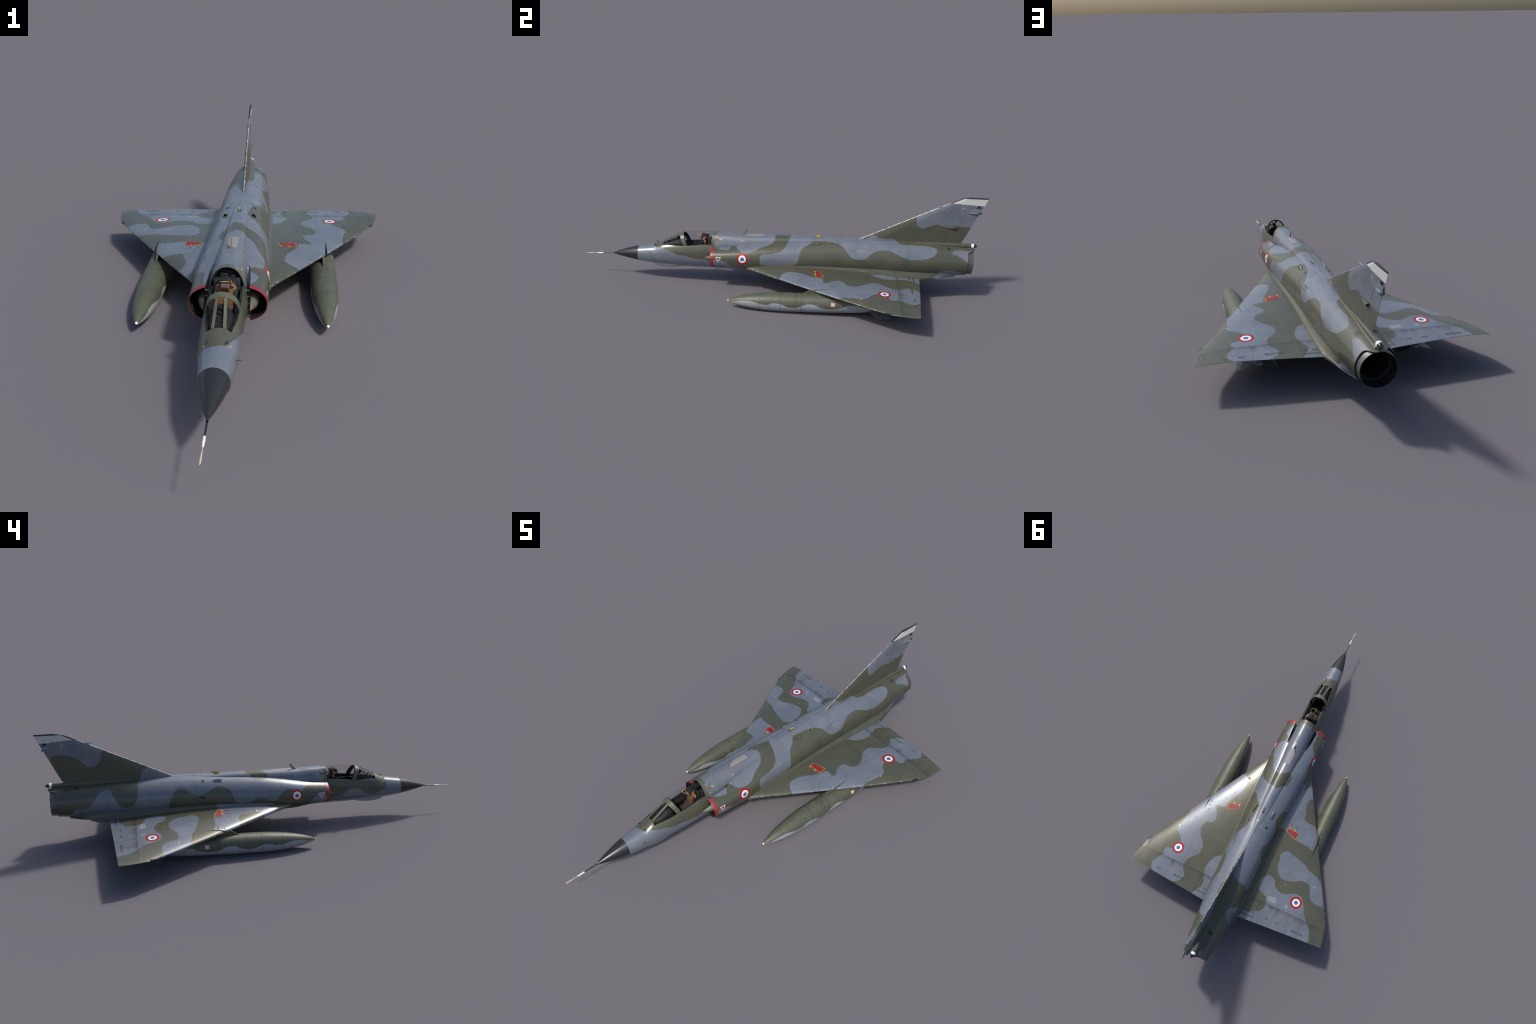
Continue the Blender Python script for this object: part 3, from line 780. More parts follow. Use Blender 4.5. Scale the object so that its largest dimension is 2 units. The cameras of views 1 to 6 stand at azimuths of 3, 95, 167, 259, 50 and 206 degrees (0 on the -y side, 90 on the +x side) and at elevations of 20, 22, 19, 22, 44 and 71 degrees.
# root fillet between wing and body, running on behind the trailing edge
def root_fairing():
    ys = frange(-.150, .875, 90); secs = []
    xo = keys([(-.150,.1145),(-.12,.1195),(-.05,.1220),(.1,.1170),(.3,.1085),(.5,.1060),(.64,.1040),(.690,.0985),(.71,.0930),(.74,.0835),(.78,.0720),(.82,.0605),(.875,.042)])
    zi = keys([(-.150,.131),(-.05,.148),(.1,.1560),(.3,.159),(.5,.158),(.62,.152),(.70,.1500),(.80,.1500),(.875,.142)])
    ze = keys([(.69,.1225),(.73,.1255),(.80,.1270),(.875,.1300)])
    for y in ys:
        x1 = xo(y)
        if y < .69: z1 = wing_z(max(x1, .113), max(y, yLE(max(x1,.113))), 1) + .0004
        else:
            z1 = ze(y)
        zt = zi(y)
        # body half-width at the height where the fillet starts
        k = max(-1, min(1, (zt - B_c(y)) / B_d(y))); n = B_n(y)
        x0 = B_w(y) * (1 - abs(k)**n) ** (1/n) - .0015
        row = []
        for s in frange(0, 1, 9):   # concave curve from the body down to the wing
            row.append((x0 + (x1 - x0) * s**1.15, y, z1 + (zt - z1) * (1 - s) ** 1.9))
        row.append((x1, y, z1 - .006)); row.append((x0 - .02, y, z1 - .008)); row.append((x0 - .02, y, zt))
        secs.append(row)
    return loft('wing_root_fairing', secs, M_fairing, cap0=True, cap1=True, angle=50)
fair_r = root_fairing(); fair_l = mirror_copy(fair_r)

# ================================================================ FIN
F_LE = lambda z: .3944 + (z - .277) * (.8791 - .3944) / (.5169 - .277)
F_TE = lambda z: .8993 + (z - .2958) * (.9990 - .8993) / (.5197 - .2958)
R_H = lambda z: .8185 + (z - .3046) * (.9312 - .8185) / (.4786 - .3046)   # rudder hinge
def fin_half(y, z):
    a, b = F_LE(z), F_TE(z); c = min(max((y - a) / max(b - a, 1e-4), 0), 1)
    t = .0098 - (z - .277) * .024
    return t * (.55 * wing_g(c) + .45 * min(1, c * 6) * (1 - c) * 1.35) + .0005
def fin_surface(name, y0, y1, z0, z1, mat, parent, nz=40, ny=40, top=None):
    """closed slab between two slanted edges y0(z), y1(z) (functions)"""
    secs = []
    for z in frange(z0, z1, nz):
        a, b = y0(z), y1(z)
        zz = lambda y: z if top is None else z0 + (z - z0) * (top(y) - z0) / (z1 - z0)
        f = [a + (b - a) * (1 - math.cos(math.pi * k / (ny-1))) / 2 for k in range(ny)]
        row = [(fin_half(y, z), y, zz(y)) for y in f] + [(-fin_half(y, z), y, zz(y)) for y in reversed(f)]
        secs.append(row)
    return loft(name, secs, mat, parent, cap0=True, cap1=True, angle=32)
tail_fin = fin_surface('tail_fin', F_LE, lambda z: R_H(z) - .0008, .262, .4868, M_fin, None)
def F_TEr(z):  # rounded lower corner of the rudder
    return F_TE(z) - .012 * max(0, (.303 - z) / .02) ** 2 * (0.4)
rudder = fin_surface('rudder', lambda z: R_H(z) + .0008, F_TEr, .2845, .4790, M_fin, tail_fin)
# white dielectric fin tip with black edging
def fintip():
    z0 = .4868; zt = .5200
    def LE(z):
        k = (z - z0) / (zt - z0)
        return F_LE(z) + .030 * max(0, (k - .55) / .45) ** 2.2
    secs = []
    for k in frange(0, 1, 14):
        row = []
        z = z0 + (zt - z0) * k
        a, b = LE(z), F_TE(z)
        f = [a + (b - a) * (1 - math.cos(math.pi * i / 29)) / 2 for i in range(30)]
        def P(y, s):
            zz = z if k > 0 else z0 - .0062 * (y - .8267) / .157
            return (s * fin_half(y, min(z, .517)) * (1 if k < .9 else 1 - (k-.9)*6), y, zz)
        secs.append([P(y, 1) for y in f] + [P(y, -1) for y in reversed(f)])
    return loft('fin_tip', secs, M_fintip, tail_fin, cap0=True, cap1=True, angle=32)
fintip()
# bullet on the leading edge, bump and actuator fairings on the sides
lathe('fin_probe', [(.7463,.0004),(.752,.0018),(.765,.0029),(.785,.0032),(.80,.0026),(.812,.0008)], (0,0,.4668), M_blue, tail_fin, n=20, tilt=0)
def blister(name, x, y0, y1, z, h, w, mat, parent, tail=False, slope=0.0):
    secs = []
    for k in range(15):
        s = k/14
        r = (min(1, s*1.15)**.75) if tail else math.sin(math.pi*min(max(s,.02),.98))**.6
        secs.append([(x + h*r*math.sin(a), y0 + (y1-y0)*s, z + slope*s + w*r*math.cos(a)) for a in frange(0, math.pi, 15)])
    return loft(name, secs, mat, parent, closed=True, cap1=tail)
b1 = blister('fin_air_outlet', .004, .795, .858, .3645, .0090, .0052, M_fin, tail_fin, True)
lathe('outlet_mouth', [(.8583,.0040),(.8588,.0040)], (.0078,0,.3642), M_black, tail_fin, n=16, cap1=True, cap0=True)
b2 = blister('rudder_actuator', .002, .908, .974, .4435, .0085, .0040, M_fin, tail_fin)
b3 = mirror_copy(b2)
lathe('actuator_rod', [(.955,.0048),(.968,.0045),(.974,.002)], (.0032,0,.4435), M_dark, tail_fin, n=16, cap1=True)
for sg in (1, -1):
    P = [(.9085,.4425),(.9655,.4440),(.9705,.4640),(.9275,.4645)]
    V = [(sg*(fin_half(y, z)*.6), y, z) for y, z in P] + [(sg*(fin_half(y, z) + .0030), y, z) for y, z in P]
    add('rudder_plate', V, [(0,1,2,3),(7,6,5,4),(0,4,5,1),(1,5,6,2),(2,6,7,3),(3,7,4,0)], M_blue, tail_fin, smooth=False)
    box('beacon_window', (sg*.0036, .9565, .4738), (.0030, .0140, .0085), M_black, tail_fin)
    box('beacon_window', (sg*.0040, .9440, .4738), (.0030, .0085, .0085), M_blue, tail_fin, bevel=.0008)

# brake-parachute tube at the base of the fin, with its saddle
def chute():
    zc = keys([(.40,.271),(.60,.2745),(.75,.2752),(.95,.2742)])
    r = keys([(.40,.002),(.55,.0065),(.70,.0095),(.85,.0108),(.95,.0108)])
    def ring(y, rr, n=32): return [(rr*math.sin(2*math.pi*k/n), y, zc(y)+rr*math.cos(2*math.pi*k/n)) for k in range(n)]
    ob = loft('parachute_tube', [ring(y, r(y)) for y in frange(.40, .944, 40)], M_body, cap1=True)
    loft('tube_band', [ring(y, rr) for y, rr in ((.944,.0109),(.9445,.0112),(.9555,.0110),(.9558,.0104))], M_white, ob, cap1=True)
    loft('tube_cap', [ring(y, rr) for y, rr in ((.9558,.0104),(.960,.0096),(.9655,.0078),(.970,.0050),(.9735,.0016),(.974,.0003))], M_radome, ob, cap1=True)
    # saddle plate: thin flared edges either side of the tube
    w = keys([(.42,.004),(.55,.0105),(.70,.0135),(.85,.0135),(.9455,.0128)])
    secs = []
    for y in frange(.42, .9455, 40):
        zz = keys([(.42,.2775),(.60,.2775),(.75,.2735),(.85,.2665),(.9455,.2612)])(y)
        secs.append([(w(y), y, zz), (w(y)+.0004, y, zz-.0016), (w(y)-.004, y, zz-.012), (-w(y)+.004, y, zz-.012), (-w(y)-.0004, y, zz-.0016), (-w(y), y, zz), (-.004, y, zz+.006), (.004, y, zz+.006)])
    loft('tube_saddle', secs, M_body, ob, cap0=True, cap1=True, angle=30)
chute()
# tapering fairing ahead of the fin
def fin_fillet():
    secs = []
    for y in frange(.226, .47, 30):
        s = (y - .226) / (.47 - .226)
        w = .0105 * min(1, s*9)**.5; zc = .2738
        secs.append([(w*math.sin(a), y, zc - .004 + (.0060 + .003*s) * min(1, s*9)**.5 * math.cos(a)) for a in frange(-math.pi/2, math.pi/2, 15)])
    loft('fin_root_fairing', secs, M_body, closed=False)
fin_fillet()

# ================================================================ DROP TANKS
TX = .2905
def tank():
    y0 = -.2195; tl = .0348
    R = keys([(-.2195,.0006),(-.2175,.0028),(-.212,.0058),(-.20,.0108),(-.17,.0205),(-.13,.0298),(-.09,.0363),(-.06,.0398),(-.02,.0431),(.03,.0452),(.09,.0457),(.15,.0455),(.25,.0448),(.34,.0432),(.42,.0400),(.48,.0345),(.53,.0262),(.565,.0165),(.58,.0100)])
    prof = [(y - y0, R(y)) for y in frange(-.2195, -.2, 8)[:-1] + frange(-.2, .58, 70)]
    c = (TX, y0, .0355)
    # nose cap in white
    ob = lathe('drop_tank', [p for p in prof if p[0] > .0055], c, M_tank, n=56, tilt=tl, cap1=True)
    lathe('tank_nose_cap', [p for p in prof if p[0] <= .0085], c, M_white, ob, n=32, tilt=tl, cap0=True)
    axis = lambda y: .0355 + tl*(y - y0)
    for s in (1, -1):      # drooping tail fins
        rx = .018; V = []
        for t in (.0011, -.0011):
            V += [(TX+s*.022, .440, axis(.44)-.010+t), (TX+s*.0710, .4905, .0224+t), (TX+s*.0716, .5555, .0258+t), (TX+s*.016, .568, axis(.568)-.014+t)]
        F = [(0,1,2,3),(7,6,5,4),(0,4,5,1),(1,5,6,2),(2,6,7,3),(3,7,4,0)]
        add('tank_fin', V, F, M_tankfin, ob, smooth=False)
    # pylon
    P = [(.134,.094),(.150,.101),(.168,.113),(.185,.121),(.30,.127),(.46,.120),(.47,.095),(.30,.085),(.16,.085)]
    V = []; th = [.0008,.0022,.003,.003,.0034,.0012,.0012,.0034,.003]
    for s in (1, -1): V += [(TX + s*t, y, z) for (y, z), t in zip(P, th)]
    n = len(P)
    F = [tuple(range(n)), tuple(range(2*n-1, n-1, -1))] + [(i, n+i, n+(i+1) % n, (i+1) % n) for i in range(n)]
    add('pylon', V, F, M_tankgreen, ob, angle=30)
    lathe('tank_filler', [(-.0001,.0001)], (0,0,0), None, ob) if False else None
    return ob
tank_r = tank()
tank_l = mirror_tree(tank_r)

# ================================================================ COCKPIT
cockpit = None
def cockpit_tub():
    global cockpit
    ys = frange(CK0 + .001, CK1 - .0005, 30); secs = []
    for y in ys:
        a = math.radians(SILL(y)); x, _, z = H_point(y, a)
        L = [(x - .0006, y, z - .0004), (x - .0035, y, z - .0006), (x - .005, y, z - .008), (x - .006, y, z - .04), (x*.6, y, .128)]
        secs.append(L + [(-p[0], p[1], p[2]) for p in reversed(L)])
    cockpit = loft('cockpit_tub', secs, M_cockpit, closed=False, cap0=True, cap1=True, angle=25)
    # rear bulkhead: closes the front of the spine
    A = frange(-math.radians(100), math.radians(100), 41)
    e = [S_point(-.3365, t) for t in A]
    f = [(p[0]*.93, -.330, .19 + (p[2]-.19)*.93) for p in e]
    g = [(p[0]*.82, -.318, .19 + (p[2]-.19)*.80) for p in e]
    loft('rear_bulkhead', [e, f, g], M_cockpit, cockpit, closed=False, cap1=True)
    for x, z, w, h in ((-.008,.243,.022,.014),(.016,.240,.012,.013),(-.020,.228,.014,.02),(.02,.222,.012,.016)):
        box('avionics_box', (x, -.323, z), (w, .014, h), M_cockpit2, cockpit, bevel=.001)
    # coaming and instrument panel
    secs = []
    for y, zt, w in ((-.586,.2065,.020),(-.565,.2115,.027),(-.545,.2175,.031),(-.520,.2270,.030),(-.500,.2290,.030),(-.493,.226,.029)):
        secs.append([(w*math.cos(a), y, .190 + (zt-.190)*math.sin(a)**.6) for a in frange(0, math.pi, 19)])
    loft('instrument_coaming', secs, M_cockpit, cockpit, cap1=True, cap0=True)
    top = keys([(-.586,.2065),(-.565,.2115),(-.545,.2175),(-.520,.2270),(-.493,.226)])
    for k in range(16):       # switch boxes and cable covers scattered over the coaming
        y = -.575 + .075*random.random(); x = (random.random()*2 - 1)*.023
        z = .190 + (top(y) - .190)*max(.1, 1 - (x/.031)**2)**.3
        box('instrument_box', (x, y, z + .0005), (.004 + .005*random.random(), .004 + .008*random.random(), .003 + .003*random.random()), M_cockpit3 if k % 3 else M_cockpit2, cockpit, rx=-.25, bevel=.0006)
    for k in range(12):       # gauges on the side walls
        sd = 1 if k % 2 else -1; y = -.56 + .2*random.random()
        x = H_point(y, math.radians(SILL(y)))[0] - .0062
        box('instrument_box', (sd*x, y, H_point(y, math.radians(SILL(y)))[2] - .008 - .012*random.random()), (.004, .006 + .008*random.random(), .004 + .004*random.random()), M_cockpit3, cockpit, bevel=.0006)
    box('gunsight', (0, -.512, .2325), (.014, .02, .012), M_cockpit, cockpit, rx=-.2, bevel=.0015)
    for x in (-.03, .03):
        box('side_console', (x*1.17, -.455, .1835), (.0135, .215, .020), M_cockpit2, cockpit, bevel=.002)
    box('aft_deck', (0, -.3465, .178), (.080, .015, .078), M_cockpit, cockpit, rx=-.12, bevel=.002)
    for x in (-.024, .024):
        box('aft_deck', (x, -.339, .226), (.026, .016, .030), M_cockpit2, cockpit, rx=-.12, bevel=.002)
    box('cockpit_floor', (0, -.47, .150), (.060, .22, .012), M_cockpit, cockpit)
    box('control_stick', (0, -.445, .165), (.004, .005, .045), M_dark, cockpit, bevel=.001)
    for x, y, z in ((.035,-.478,.205),(-.035,-.478,.205),(-.036,-.535,.2)):
        box('warning_knob', (x, y, z), (.003, .003, .004), M_red, cockpit, bevel=.0008)
    for s in (-1, 1):
        tube('canopy_rail', [(s*(H_point(y, math.radians(SILL(y)))[0]-.0042), y, H_point(y, math.radians(SILL(y)))[2]-.001) for y in frange(-.575, -.345, 20)], .0016, M_dark, cockpit, n=6)
        for k in range(5):
            box('sidewall_box', (s*.0395, -.455+.024*k, .196+.003*(k % 2)), (.004, .016, .008), M_cockpit2, cockpit, bevel=.0008)
cockpit_tub()

def seat():
    rx = -.20
    ob = box('ejection_seat', (0, -.360, .195), (.050, .012, .085), M_cockpit2, None, rx=rx, bevel=.003)
    for x in (-.0135, .0135):
        box('seat_back_cushion', (x, -.3790, .1985), (.0245, .012, .068), M_seat, ob, rx=rx, bevel=.0035)
    box('seat_cushion', (0, -.405, .158), (.046, .060, .020), M_brown, ob, rx=.10, bevel=.006)
    box('seat_cushion', (0, -.392, .170), (.046, .030, .020), M_brown, ob, rx=-.6, bevel=.006)
    box('headrest', (0, -.3945, .2400), (.025, .012, .0135), M_rest, ob, rx=rx+.1, bevel=.004)
    box('seat_headbox', (0, -.377, .2475), (.028, .036, .018), M_cockpit2, ob, rx=-.16, bevel=.002)
    box('headbox_cover', (0, -.374, .2560), (.016, .026, .005), M_cockpit, ob, rx=-.16, bevel=.001)
    for s in (1, -1):
        box('seat_orange_tag', (s*.0150, -.376, .2445), (.003, .016, .006), M_orange, ob, rx=-.2, bevel=.0008)
        box('shoulder_pad', (s*.019, -.380, .2365), (.010, .012, .006), M_tan, ob, rx=-.2, bevel=.002)
        box('seat_side_panel', (s*.0270, -.376, .192), (.003, .030, .058), M_cockpit2, ob, rx=rx, bevel=.006)
        tube('seat_rail', [(s*.0268, -.388, .165), (s*.0272, -.376, .215), (s*.0268, -.3735, .2305), (s*.017, -.3725, .2325)], .0011, M_lightgrey, ob, n=6)
        tube('harness_strap', [(s*.008, -.3860, .231), (s*.0075, -.3815, .215), (s*.0045, -.386, .195), (s*.003, -.392, .178)], .0016, M_belt, ob, n=6)
    # pull handle loop, yellow and black
    P = [(-.0105,-.398,.2535),(-.0115,-.408,.2578),(-.009,-.4165,.261),(0,-.418,.2622),(.009,-.4165,.261),(.0115,-.408,.2578),(.0105,-.398,.2535)]
    tube('ejection_handle', P, .0010, M_yellow, ob, n=8)
seat()

# ---- windscreen, canopy arch and glass
def arch_pt(th, y_b, y_t, w, zb, zt, n=2.2):
    s, c = math.sin(th), math.cos(th)     # th: 0 top .. +-90 at the sill
    h = spow(max(c, 0), 2/n)
    return Vector((w * spow(s, 2/n), y_b + (y_t - y_b) * h, zb + (zt - zb) * h))
TH = frange(-math.pi/2, math.pi/2, 41)
def canopy():
    front = [arch_pt(t, -.4815, -.5045, .0448, .2030, .2565) for t in TH]
    rear = [arch_pt(t, -.4620, -.4860, .0448, .2060, .2625) for t in TH]
    def inn(row, d): return [Vector((p.x*(1-d/.045), p.y, p.z - d*max(0, math.cos(t)) )) for p, t in zip(row, TH)]
    fi, ri = inn(front, .0035), inn(rear, .0035)
    ob = loft('canopy_arch', [front, rear, ri, fi, front], M_frame, None, closed=False, angle=40)
    # inner dark liner of the arch
    ri2 = inn(rear, .0036); rr = [p + Vector((0, .0035, -.0004)) for p in inn(rear, .0010)]; r3 = [p + Vector((0, .0035, 0)) for p in inn(rear, .0050)]
    loft('arch_liner', [rr, r3, [p - Vector((0,.012,0)) for p in r3]], M_dark, ob, closed=False)
    # windscreen posts
    for s in (1, -1):
        a0, a1 = Vector((s*.0108,-.5895,.2102)), Vector((s*.0190,-.5890,.2088))
        b0, b1 = Vector((s*.0075,-.5035,.2555)), Vector((s*.0150,-.5025,.2530))
        dn = Vector((0, .0012, -.0028))
        V = [a0, a1, b1, b0, a0+dn, a1+dn, b1+dn, b0+dn]
        add('windscreen_post', V, [(0,1,2,3),(7,6,5,4),(0,4,5,1),(1,5,6,2),(2,6,7,3),(3,7,4,0)], M_frame, ob, smooth=False)
    # flat front pane and curved side panes
    def pane(nm, A, B, bulge, par):
        secs = []
        for k in range(9):
            s = k/8; row = []
            for m in range(9):
                q = m/8
                p = A[0].lerp(A[1], q).lerp(B[0].lerp(B[1], q), s)
                o = bulge * 4*q*(1-q)
                row.append(p + Vector((o*(1 if p.x > 0 else -1)*.8, 0, o*.6)))
            secs.append(row)
        return loft(nm, secs, M_glass, par, closed=False)
    pane('windscreen_pane', (Vector((-.0108,-.589,.2092)), Vector((.0108,-.589,.2092))), (Vector((-.0075,-.504,.2537)), Vector((.0075,-.504,.2537))), 0, ob)
    for s in (1, -1):
        pane('windscreen_pane', (Vector((s*.0185,-.588,.2078)), Vector((s*.0325,-.584,.1965))), (Vector((s*.0148,-.5028,.2515)), Vector((s*.0440,-.4815,.2050))), .0062, ob)
    # blown canopy
    secs = []
    for y in frange(-.4845, -.337, 22):
        k = (y + .4845) / .1475
        zt = keys([(-.4845,.2622),(-.46,.2672),(-.43,.2688),(-.38,.2700),(-.337,.2712)])(y)
        row = []
        for t in TH:
            s, c = math.sin(t), math.cos(t); h = spow(max(c, 0), 2/2.2)
            yb = -.462 + (-.343 + .462) * k
            sill = H_point(yb, math.radians(SILL(yb)))
            row.append((( sill[0] + .001) * spow(s, 2/2.2), yb + (y - yb) * h, sill[2] + (zt - sill[2]) * h))
        secs.append(row)
    loft('canopy_glass', secs, M_glass, ob, closed=False)
    # rear frame hoop with its tab
    A = frange(-math.radians(73), math.radians(73), 41)
    e0 = [Vector(S_point(-.3372, t)) for t in A]; out = []
    for t, p in zip(A, e0):
        q = Vector(S_point(-.3235, t)); out.append(q + Vector((math.sin(t), 0, math.cos(t)))*.0007)
    e1 = [p + Vector((math.sin(t), 0, math.cos(t)))*.0007 for t, p in zip(A, e0)]
    loft('canopy_rear_frame', [e0, e1, out, [Vector(S_point(-.3235, t)) for t in A]], M_frame, ob, closed=False)
    A = frange(-math.radians(24), math.radians(24), 21)
    o = .0008
    rows = [[Vector(S_point(y, t)) + Vector((math.sin(t), 0, math.cos(t)))*o for t in A] for y in (-.3236, -.3150)]
    rows = [[Vector(S_point(-.3236, t)) for t in A]] + rows + [[Vector(S_point(-.3150, t)) for t in A]]
    loft('canopy_rear_tab', rows, M_frame, ob, closed=False)
    return ob
canopy_arch = canopy()

# ================================================================ SMALL FITTINGS
# dorsal blade antenna (leaning back) and small blade
def blade(name, P, t, mat, x=0.0):
    V = [(x+s*t*k, y, z) for s in (1, -1) for y, z, k in P]; n = len(P)
    F = [tuple(range(n)), tuple(range(2*n-1, n-1, -1))] + [(i, n+i, n+(i+1) % n, (i+1) % n) for i in range(n)]
    return add(name, V, F, mat, smooth=False)
blade('blade_antenna', [(-.1985,.2685,.5),(-.1855,.2735,1),(-.1795,.2800,1),(-.1735,.2700,1),(-.19,.2660,1)], .0020, M_blue)
blade('blade_antenna', [(-.1870,.2720,1),(-.1665,.2945,.8),(-.1585,.2945,.6),(-.1755,.2720,1)], .0018, M_antennablue)
blade('antenna_stripe', [(-.1815,.2765,1),(-.1688,.2905,1),(-.1650,.2905,1),(-.1775,.2765,1)], .0022, M_antenna)
blade('blade_antenna', [(.1789,.2735,.3),(.1950,.2858,.6),(.2015,.2860,.5),(.2040,.2735,1)], .0012, M_yellow)
box('antenna_base', (0, .191, .2748), (.009, .028, .0010), M_dark, None)
# angle-of-attack stub and horn probes on the nose
tube('vane_probe', [(.046,-.655,.1595),(.0625,-.660,.1600)], .0008, M_dark, n=6)
for s in (1, -1):
    box('horn_probe', (s*.0243, -.6300, .1935), (.003, .007, .004), M_dark, None, bevel=.0008)
    tube('horn_probe', [(s*.0243,-.630,.192),(s*.0246,-.6305,.1985),(s*.0246,-.6375,.1988)], .0008, M_dark, n=6)
# cooling scoops on the shoulders: open mouth forwards
def B_top(x, y):
    n = B_n(y); k = min(1, abs(x) / B_w(y))
    return B_c(y) + B_u(y) * (1 - k**n) ** (1/n)
def scoop():
    xc = .0490; secs = []
    for k in range(14):
        s = k/13; y = .1765 + .0445*s
        w = .0070 * (1 - s**3)**.6 + .0004; h = .0118 * (1 - s**2.6)**.7 + .0003
        zb = B_top(xc, y) - .0025; sl = -.42
        secs.append([(xc + w*math.cos(a), y, zb + sl*w*math.cos(a) + h*math.sin(a)**.8) for a in frange(0, math.pi, 17)])
    ob = loft('air_scoop', secs, M_body, None, closed=False)
    m = [(xc + (p[0]-xc)*.86, .1772, p[2] - .0008) for p in secs[0]]
    m2 = [(p[0], .1850, p[2]) for p in m]
    loft('scoop_mouth', [secs[0], m, m2], M_black, ob, closed=False, cap1=True)
    return ob
sc = scoop(); mirror_tree(sc)
# louvres near the tail and on the flank
def on_body(y, t, off=0.0):
    p = Vector(B_point(y, t)); a = Vector(B_point(y, t+.01)); b = Vector(B_point(y+.004, t))
    nrm = (a - p).cross(b - p).normalized()
    if nrm.dot(Vector((math.sin(t), 0, math.cos(t)))) < 0: nrm = -nrm
    return p + nrm*off
def body_patch(name, y0, y1, t0, t1, mat, off=.0005, ny=6, nt=8, parent=None):
    top = [[on_body(y, t, off) for t in frange(t0, t1, nt)] for y in frange(y0, y1, ny)]
    V, F = loft_data(top, closed=False)
    ob = add(name, V, F, mat, parent)
    return ob
body_patch('louvre_panel', .826, .842, math.radians(15), math.radians(30), M_louvre, .0004)
body_patch('louvre_panel', .826, .842, math.radians(-30), math.radians(-15), M_louvre, .0004)
for sg in (1, -1):
    t0, t1 = math.radians(26)*sg, math.radians(33.5)*sg
    body_patch('vent_frame', .2570, .2715, t0 - sg*.022, t1 + sg*.022, M_ventframe, .0005)
    body_patch('vent', .2592, .2692, t0, t1, M_black, .0010)
body_patch('flank_vent', .262, .284, math.radians(-81), math.radians(-76), M_black, .0004)
# pale walkway plate on the spine and red tick
def spine_patch(name, y0, y1, x0, x1, mat, off=.0005, ny=8, nx=8):
    rows = []
    for y in frange(y0, y1, ny):
        row = []
        for x in frange(x0, x1, nx):
            n = 2.25; k = abs(x)/S_w(y); row.append((x, y, S_c(y) + (S_t(y)-S_c(y))*(1-k**n)**(1/n) + off))
        rows.append(row)
    V, F = loft_data(rows, closed=False)
    return add(name, V, F, mat)
spine_patch('spine_panel', -.170, -.078, -.0148, .0148, M_patch)
spine_patch('red_tick', -.2135, -.2112, -.011, .011, M_red)

# ================================================================ MARKINGS LAID ON THE SKIN
def wing_quad(name, P, mat, off, n=7, side=1, parent=None):
    """four corners (span, station) draped over the top of the wing"""
    rows = []
    for i in range(n):
        u = i/(n-1); row = []
        for j in range(n):
            v = j/(n-1)
            x = (P[0][0]*(1-v) + P[1][0]*v)*(1-u) + (P[3][0]*(1-v) + P[2][0]*v)*u
            y = (P[0][1]*(1-v) + P[1][1]*v)*(1-u) + (P[3][1]*(1-v) + P[2][1]*v)*u
            row.append((side*x, y, wing_z(x, y, 1) + off))
        rows.append(row)
    V, F = loft_data(rows, closed=False)
    ob = add(name, V, F, mat, parent)
    if ob.data.polygons[0].normal.z < 0: ob.data.flip_normals()
    return ob
def strip(name, a, b, w, mat, off, side, parent):
    d = Vector((b[0]-a[0], b[1]-a[1])).normalized(); p = Vector((-d.y, d.x))*w/2
    return wing_quad(name, [(a[0]+p.x,a[1]+p.y),(a[0]-p.x,a[1]-p.y),(b[0]-p.x,b[1]-p.y),(b[0]+p.x,b[1]+p.y)], mat, off, 4, side, parent)
for side, w in ((1, wing_r), (-1, wing_l)):
    Q = [(.1975,.1955),(.1372,.1918),(.1366,.2125),(.1953,.2345)]
    c = (sum(p[0] for p in Q)/4, sum(p[1] for p in Q)/4)
    k = .915
    yb = wing_quad('warning_sign', Q, M_signyellow, .0008, 8, side, w)
    wing_quad('warning_sign_field', [(c[0]+(x-c[0])*.94, c[1]+(y-c[1])*.88) for x, y in Q], M_signred, .0013, 8, side, w)
    for a, b, e in (((.1718,.1940),(.1722,.1835),(.1742,.1605)), ((.1436,.1925),(.1438,.1820),(.1452,.1600))):
        strip('warning_sign_foot', a, b, .0058, M_signyellow, .0006, side, w)
        strip('warning_sign_leg', b, e, .0032, M_signred, .0007, side, w)
# light repair patches on the left wing
wing_quad('repair_patch', [(.188,.5435),(.232,.5405),(.2365,.566),(.193,.5685)], M_palepatch, .0004, 7, -1, wing_l)
wing_quad('repair_patch', [(.2825,.5475),(.299,.5465),(.301,.565),(.286,.566)], M_palepatch, .0004, 7, -1, wing_l)
wing_quad('repair_patch', [(.241,.452),(.249,.452),(.249,.468),(.243,.468)], M_palegreen, .0004, 4, -1, wing_l)
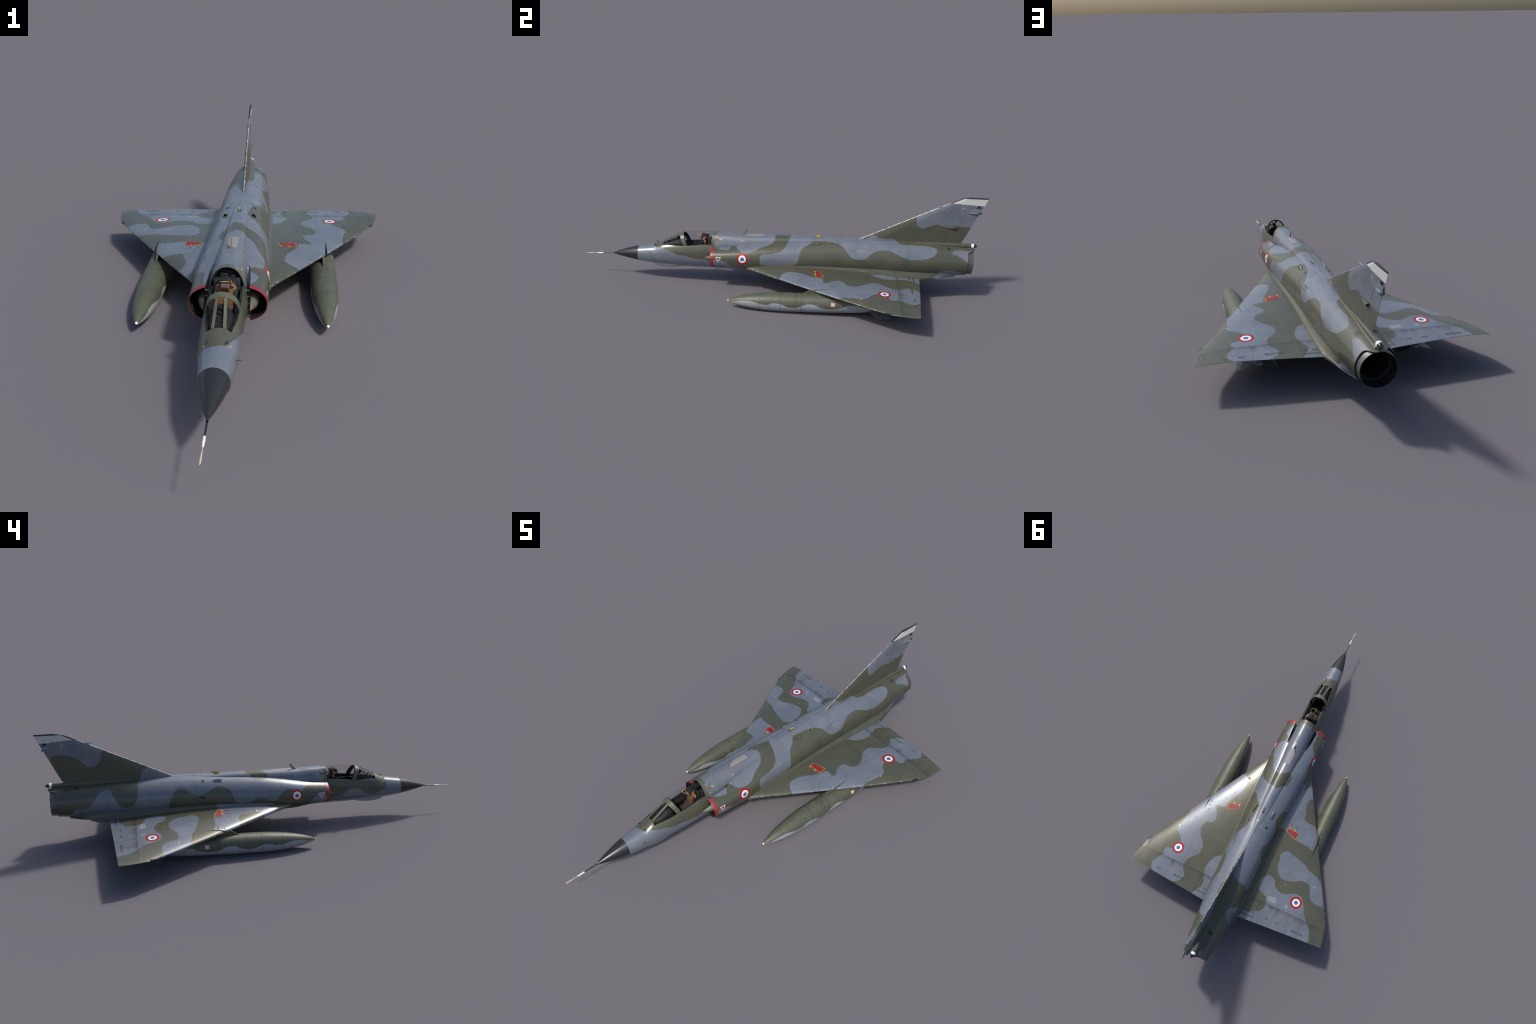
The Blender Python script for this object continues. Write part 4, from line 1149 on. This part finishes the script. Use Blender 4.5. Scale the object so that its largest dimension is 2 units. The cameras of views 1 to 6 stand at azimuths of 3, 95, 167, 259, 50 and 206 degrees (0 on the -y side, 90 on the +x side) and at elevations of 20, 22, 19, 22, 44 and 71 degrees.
# raised access covers
def dome(x, y, r, side, parent):
    n = 18; z = wing_z(x, y, 1); V = [(side*x, y, z + r*.16)]; F = []
    for q, h in ((.6, .14), (.92, .07), (1.0, -.05)):
        V += [(side*(x + r*q*math.cos(2*math.pi*k/n)), y + r*q*math.sin(2*math.pi*k/n), wing_z(x + r*q*math.cos(2*math.pi*k/n), y + r*q*math.sin(2*math.pi*k/n), 1) + r*h) for k in range(n)]
    F = [(0, 1+k, 1+(k+1) % n) for k in range(n)]
    for m in range(2): F += [(1+m*n+k, 1+(m+1)*n+k, 1+(m+1)*n+(k+1) % n, 1+m*n+(k+1) % n) for k in range(n)]
    return add('access_cover', V, F, M_wing, parent)
for side, w in ((1, wing_r), (-1, wing_l)):
    for x, y, r in ((.160,.0345,.0075),(.157,.0605,.0030),(.1935,.137,.0040),(.2235,.185,.0040),(.288,.197,.0052),(.2845,.223,.0072),(.2845,.2465,.0056),(.279,.2695,.0050),(.290,.290,.0036),(.317,.334,.0044),(.366,.406,.0036),(.198,.063,.0026),(.3985,.448,.0036),(.248,.459,.0034),(.330,.336,.0036)):
        dome(x, y, r, side, w)

def text_on(name, body, size, place, mat, parent):
    cu = bpy.data.curves.new(name, 'FONT'); cu.body = body; cu.size = size; cu.align_x = 'CENTER'; cu.align_y = 'CENTER'; cu.space_line = 1.05
    cu.offset = size*.012
    tmp = bpy.data.objects.new(name, cu); COL.objects.link(tmp)
    bpy.context.view_layer.update()
    me = bpy.data.meshes.new_from_object(tmp.evaluated_get(bpy.context.evaluated_depsgraph_get()))
    bpy.data.objects.remove(tmp); bpy.data.curves.remove(cu)
    bm = bmesh.new(); bm.from_mesh(me)
    bmesh.ops.subdivide_edges(bm, edges=[e for e in bm.edges if e.calc_length() > size*.25], cuts=1)
    for v in bm.verts: v.co = place(v.co.x, v.co.y)
    bmesh.ops.recalc_face_normals(bm, faces=bm.faces)
    bm.to_mesh(me); bm.free(); me.name = name
    ob = bpy.data.objects.new(name, me); COL.objects.link(ob); ob.parent = parent
    me.materials.clear(); me.materials.append(mat)
    return ob
def wing_text(body, xc, yc, side, parent):
    # read from behind: letters run towards -x, tops towards the nose
    def place(a, b):
        x, y = side*xc - a, yc - b
        return Vector((x, y, wing_z(abs(x), y, 1) + .0010))
    text_on('stencil', body, .0135, place, M_stencil, parent)
wing_text('NE', .4235, .6525, 1, wing_r); wing_text('PAS', .3695, .6525, 1, wing_r); wing_text('MARCHER', .2575, .6495, 1, wing_r)
wing_text('PAS', .1125, .6490, 1, wing_r); wing_text('MARCHER', .1290, .6690, 1, wing_r); wing_text('NE', .1480, .6490, 1, wing_r)
wing_text('NE', .2275, .6500, -1, wing_l); wing_text('PAS', .2830, .6505, -1, wing_l); wing_text('MARCHER', .3935, .6500, -1, wing_l)
wing_text('NE PAS', .1400, .6510, -1, wing_l); wing_text('MARCHER', .1350, .6720, -1, wing_l)
for sg in (1, -1):
    def place(a, b, sg=sg):
        y = .3645 + a*sg
        return on_body(y, sg*(.93 - b/.094), .0005)
    text_on('stencil', 'SNECMA\nATAR 9', .0112, place, M_stencil2, rear_fuselage)
# slightly raised hatches on the barrel
for y0, y1, t0, t1, sg in ((.057,.087,1.13,1.34,1),(.538,.571,.36,.55,1),(.258,.281,.80,.98,1),(.30,.325,.35,.50,1),(.06,.09,1.13,1.34,-1),(.30,.325,.35,.50,-1),(-.045,-.01,1.05,1.32,-1),(-.155,-.125,.80,1.0,-1),(-.12,-.10,.80,1.0,-1),(-.155,-.12,.80,1.0,1),(.50,.53,1.25,1.4,-1)):
    ob = body_patch('access_hatch', y0, y1, sg*t0, sg*t1, M_body, .0006)
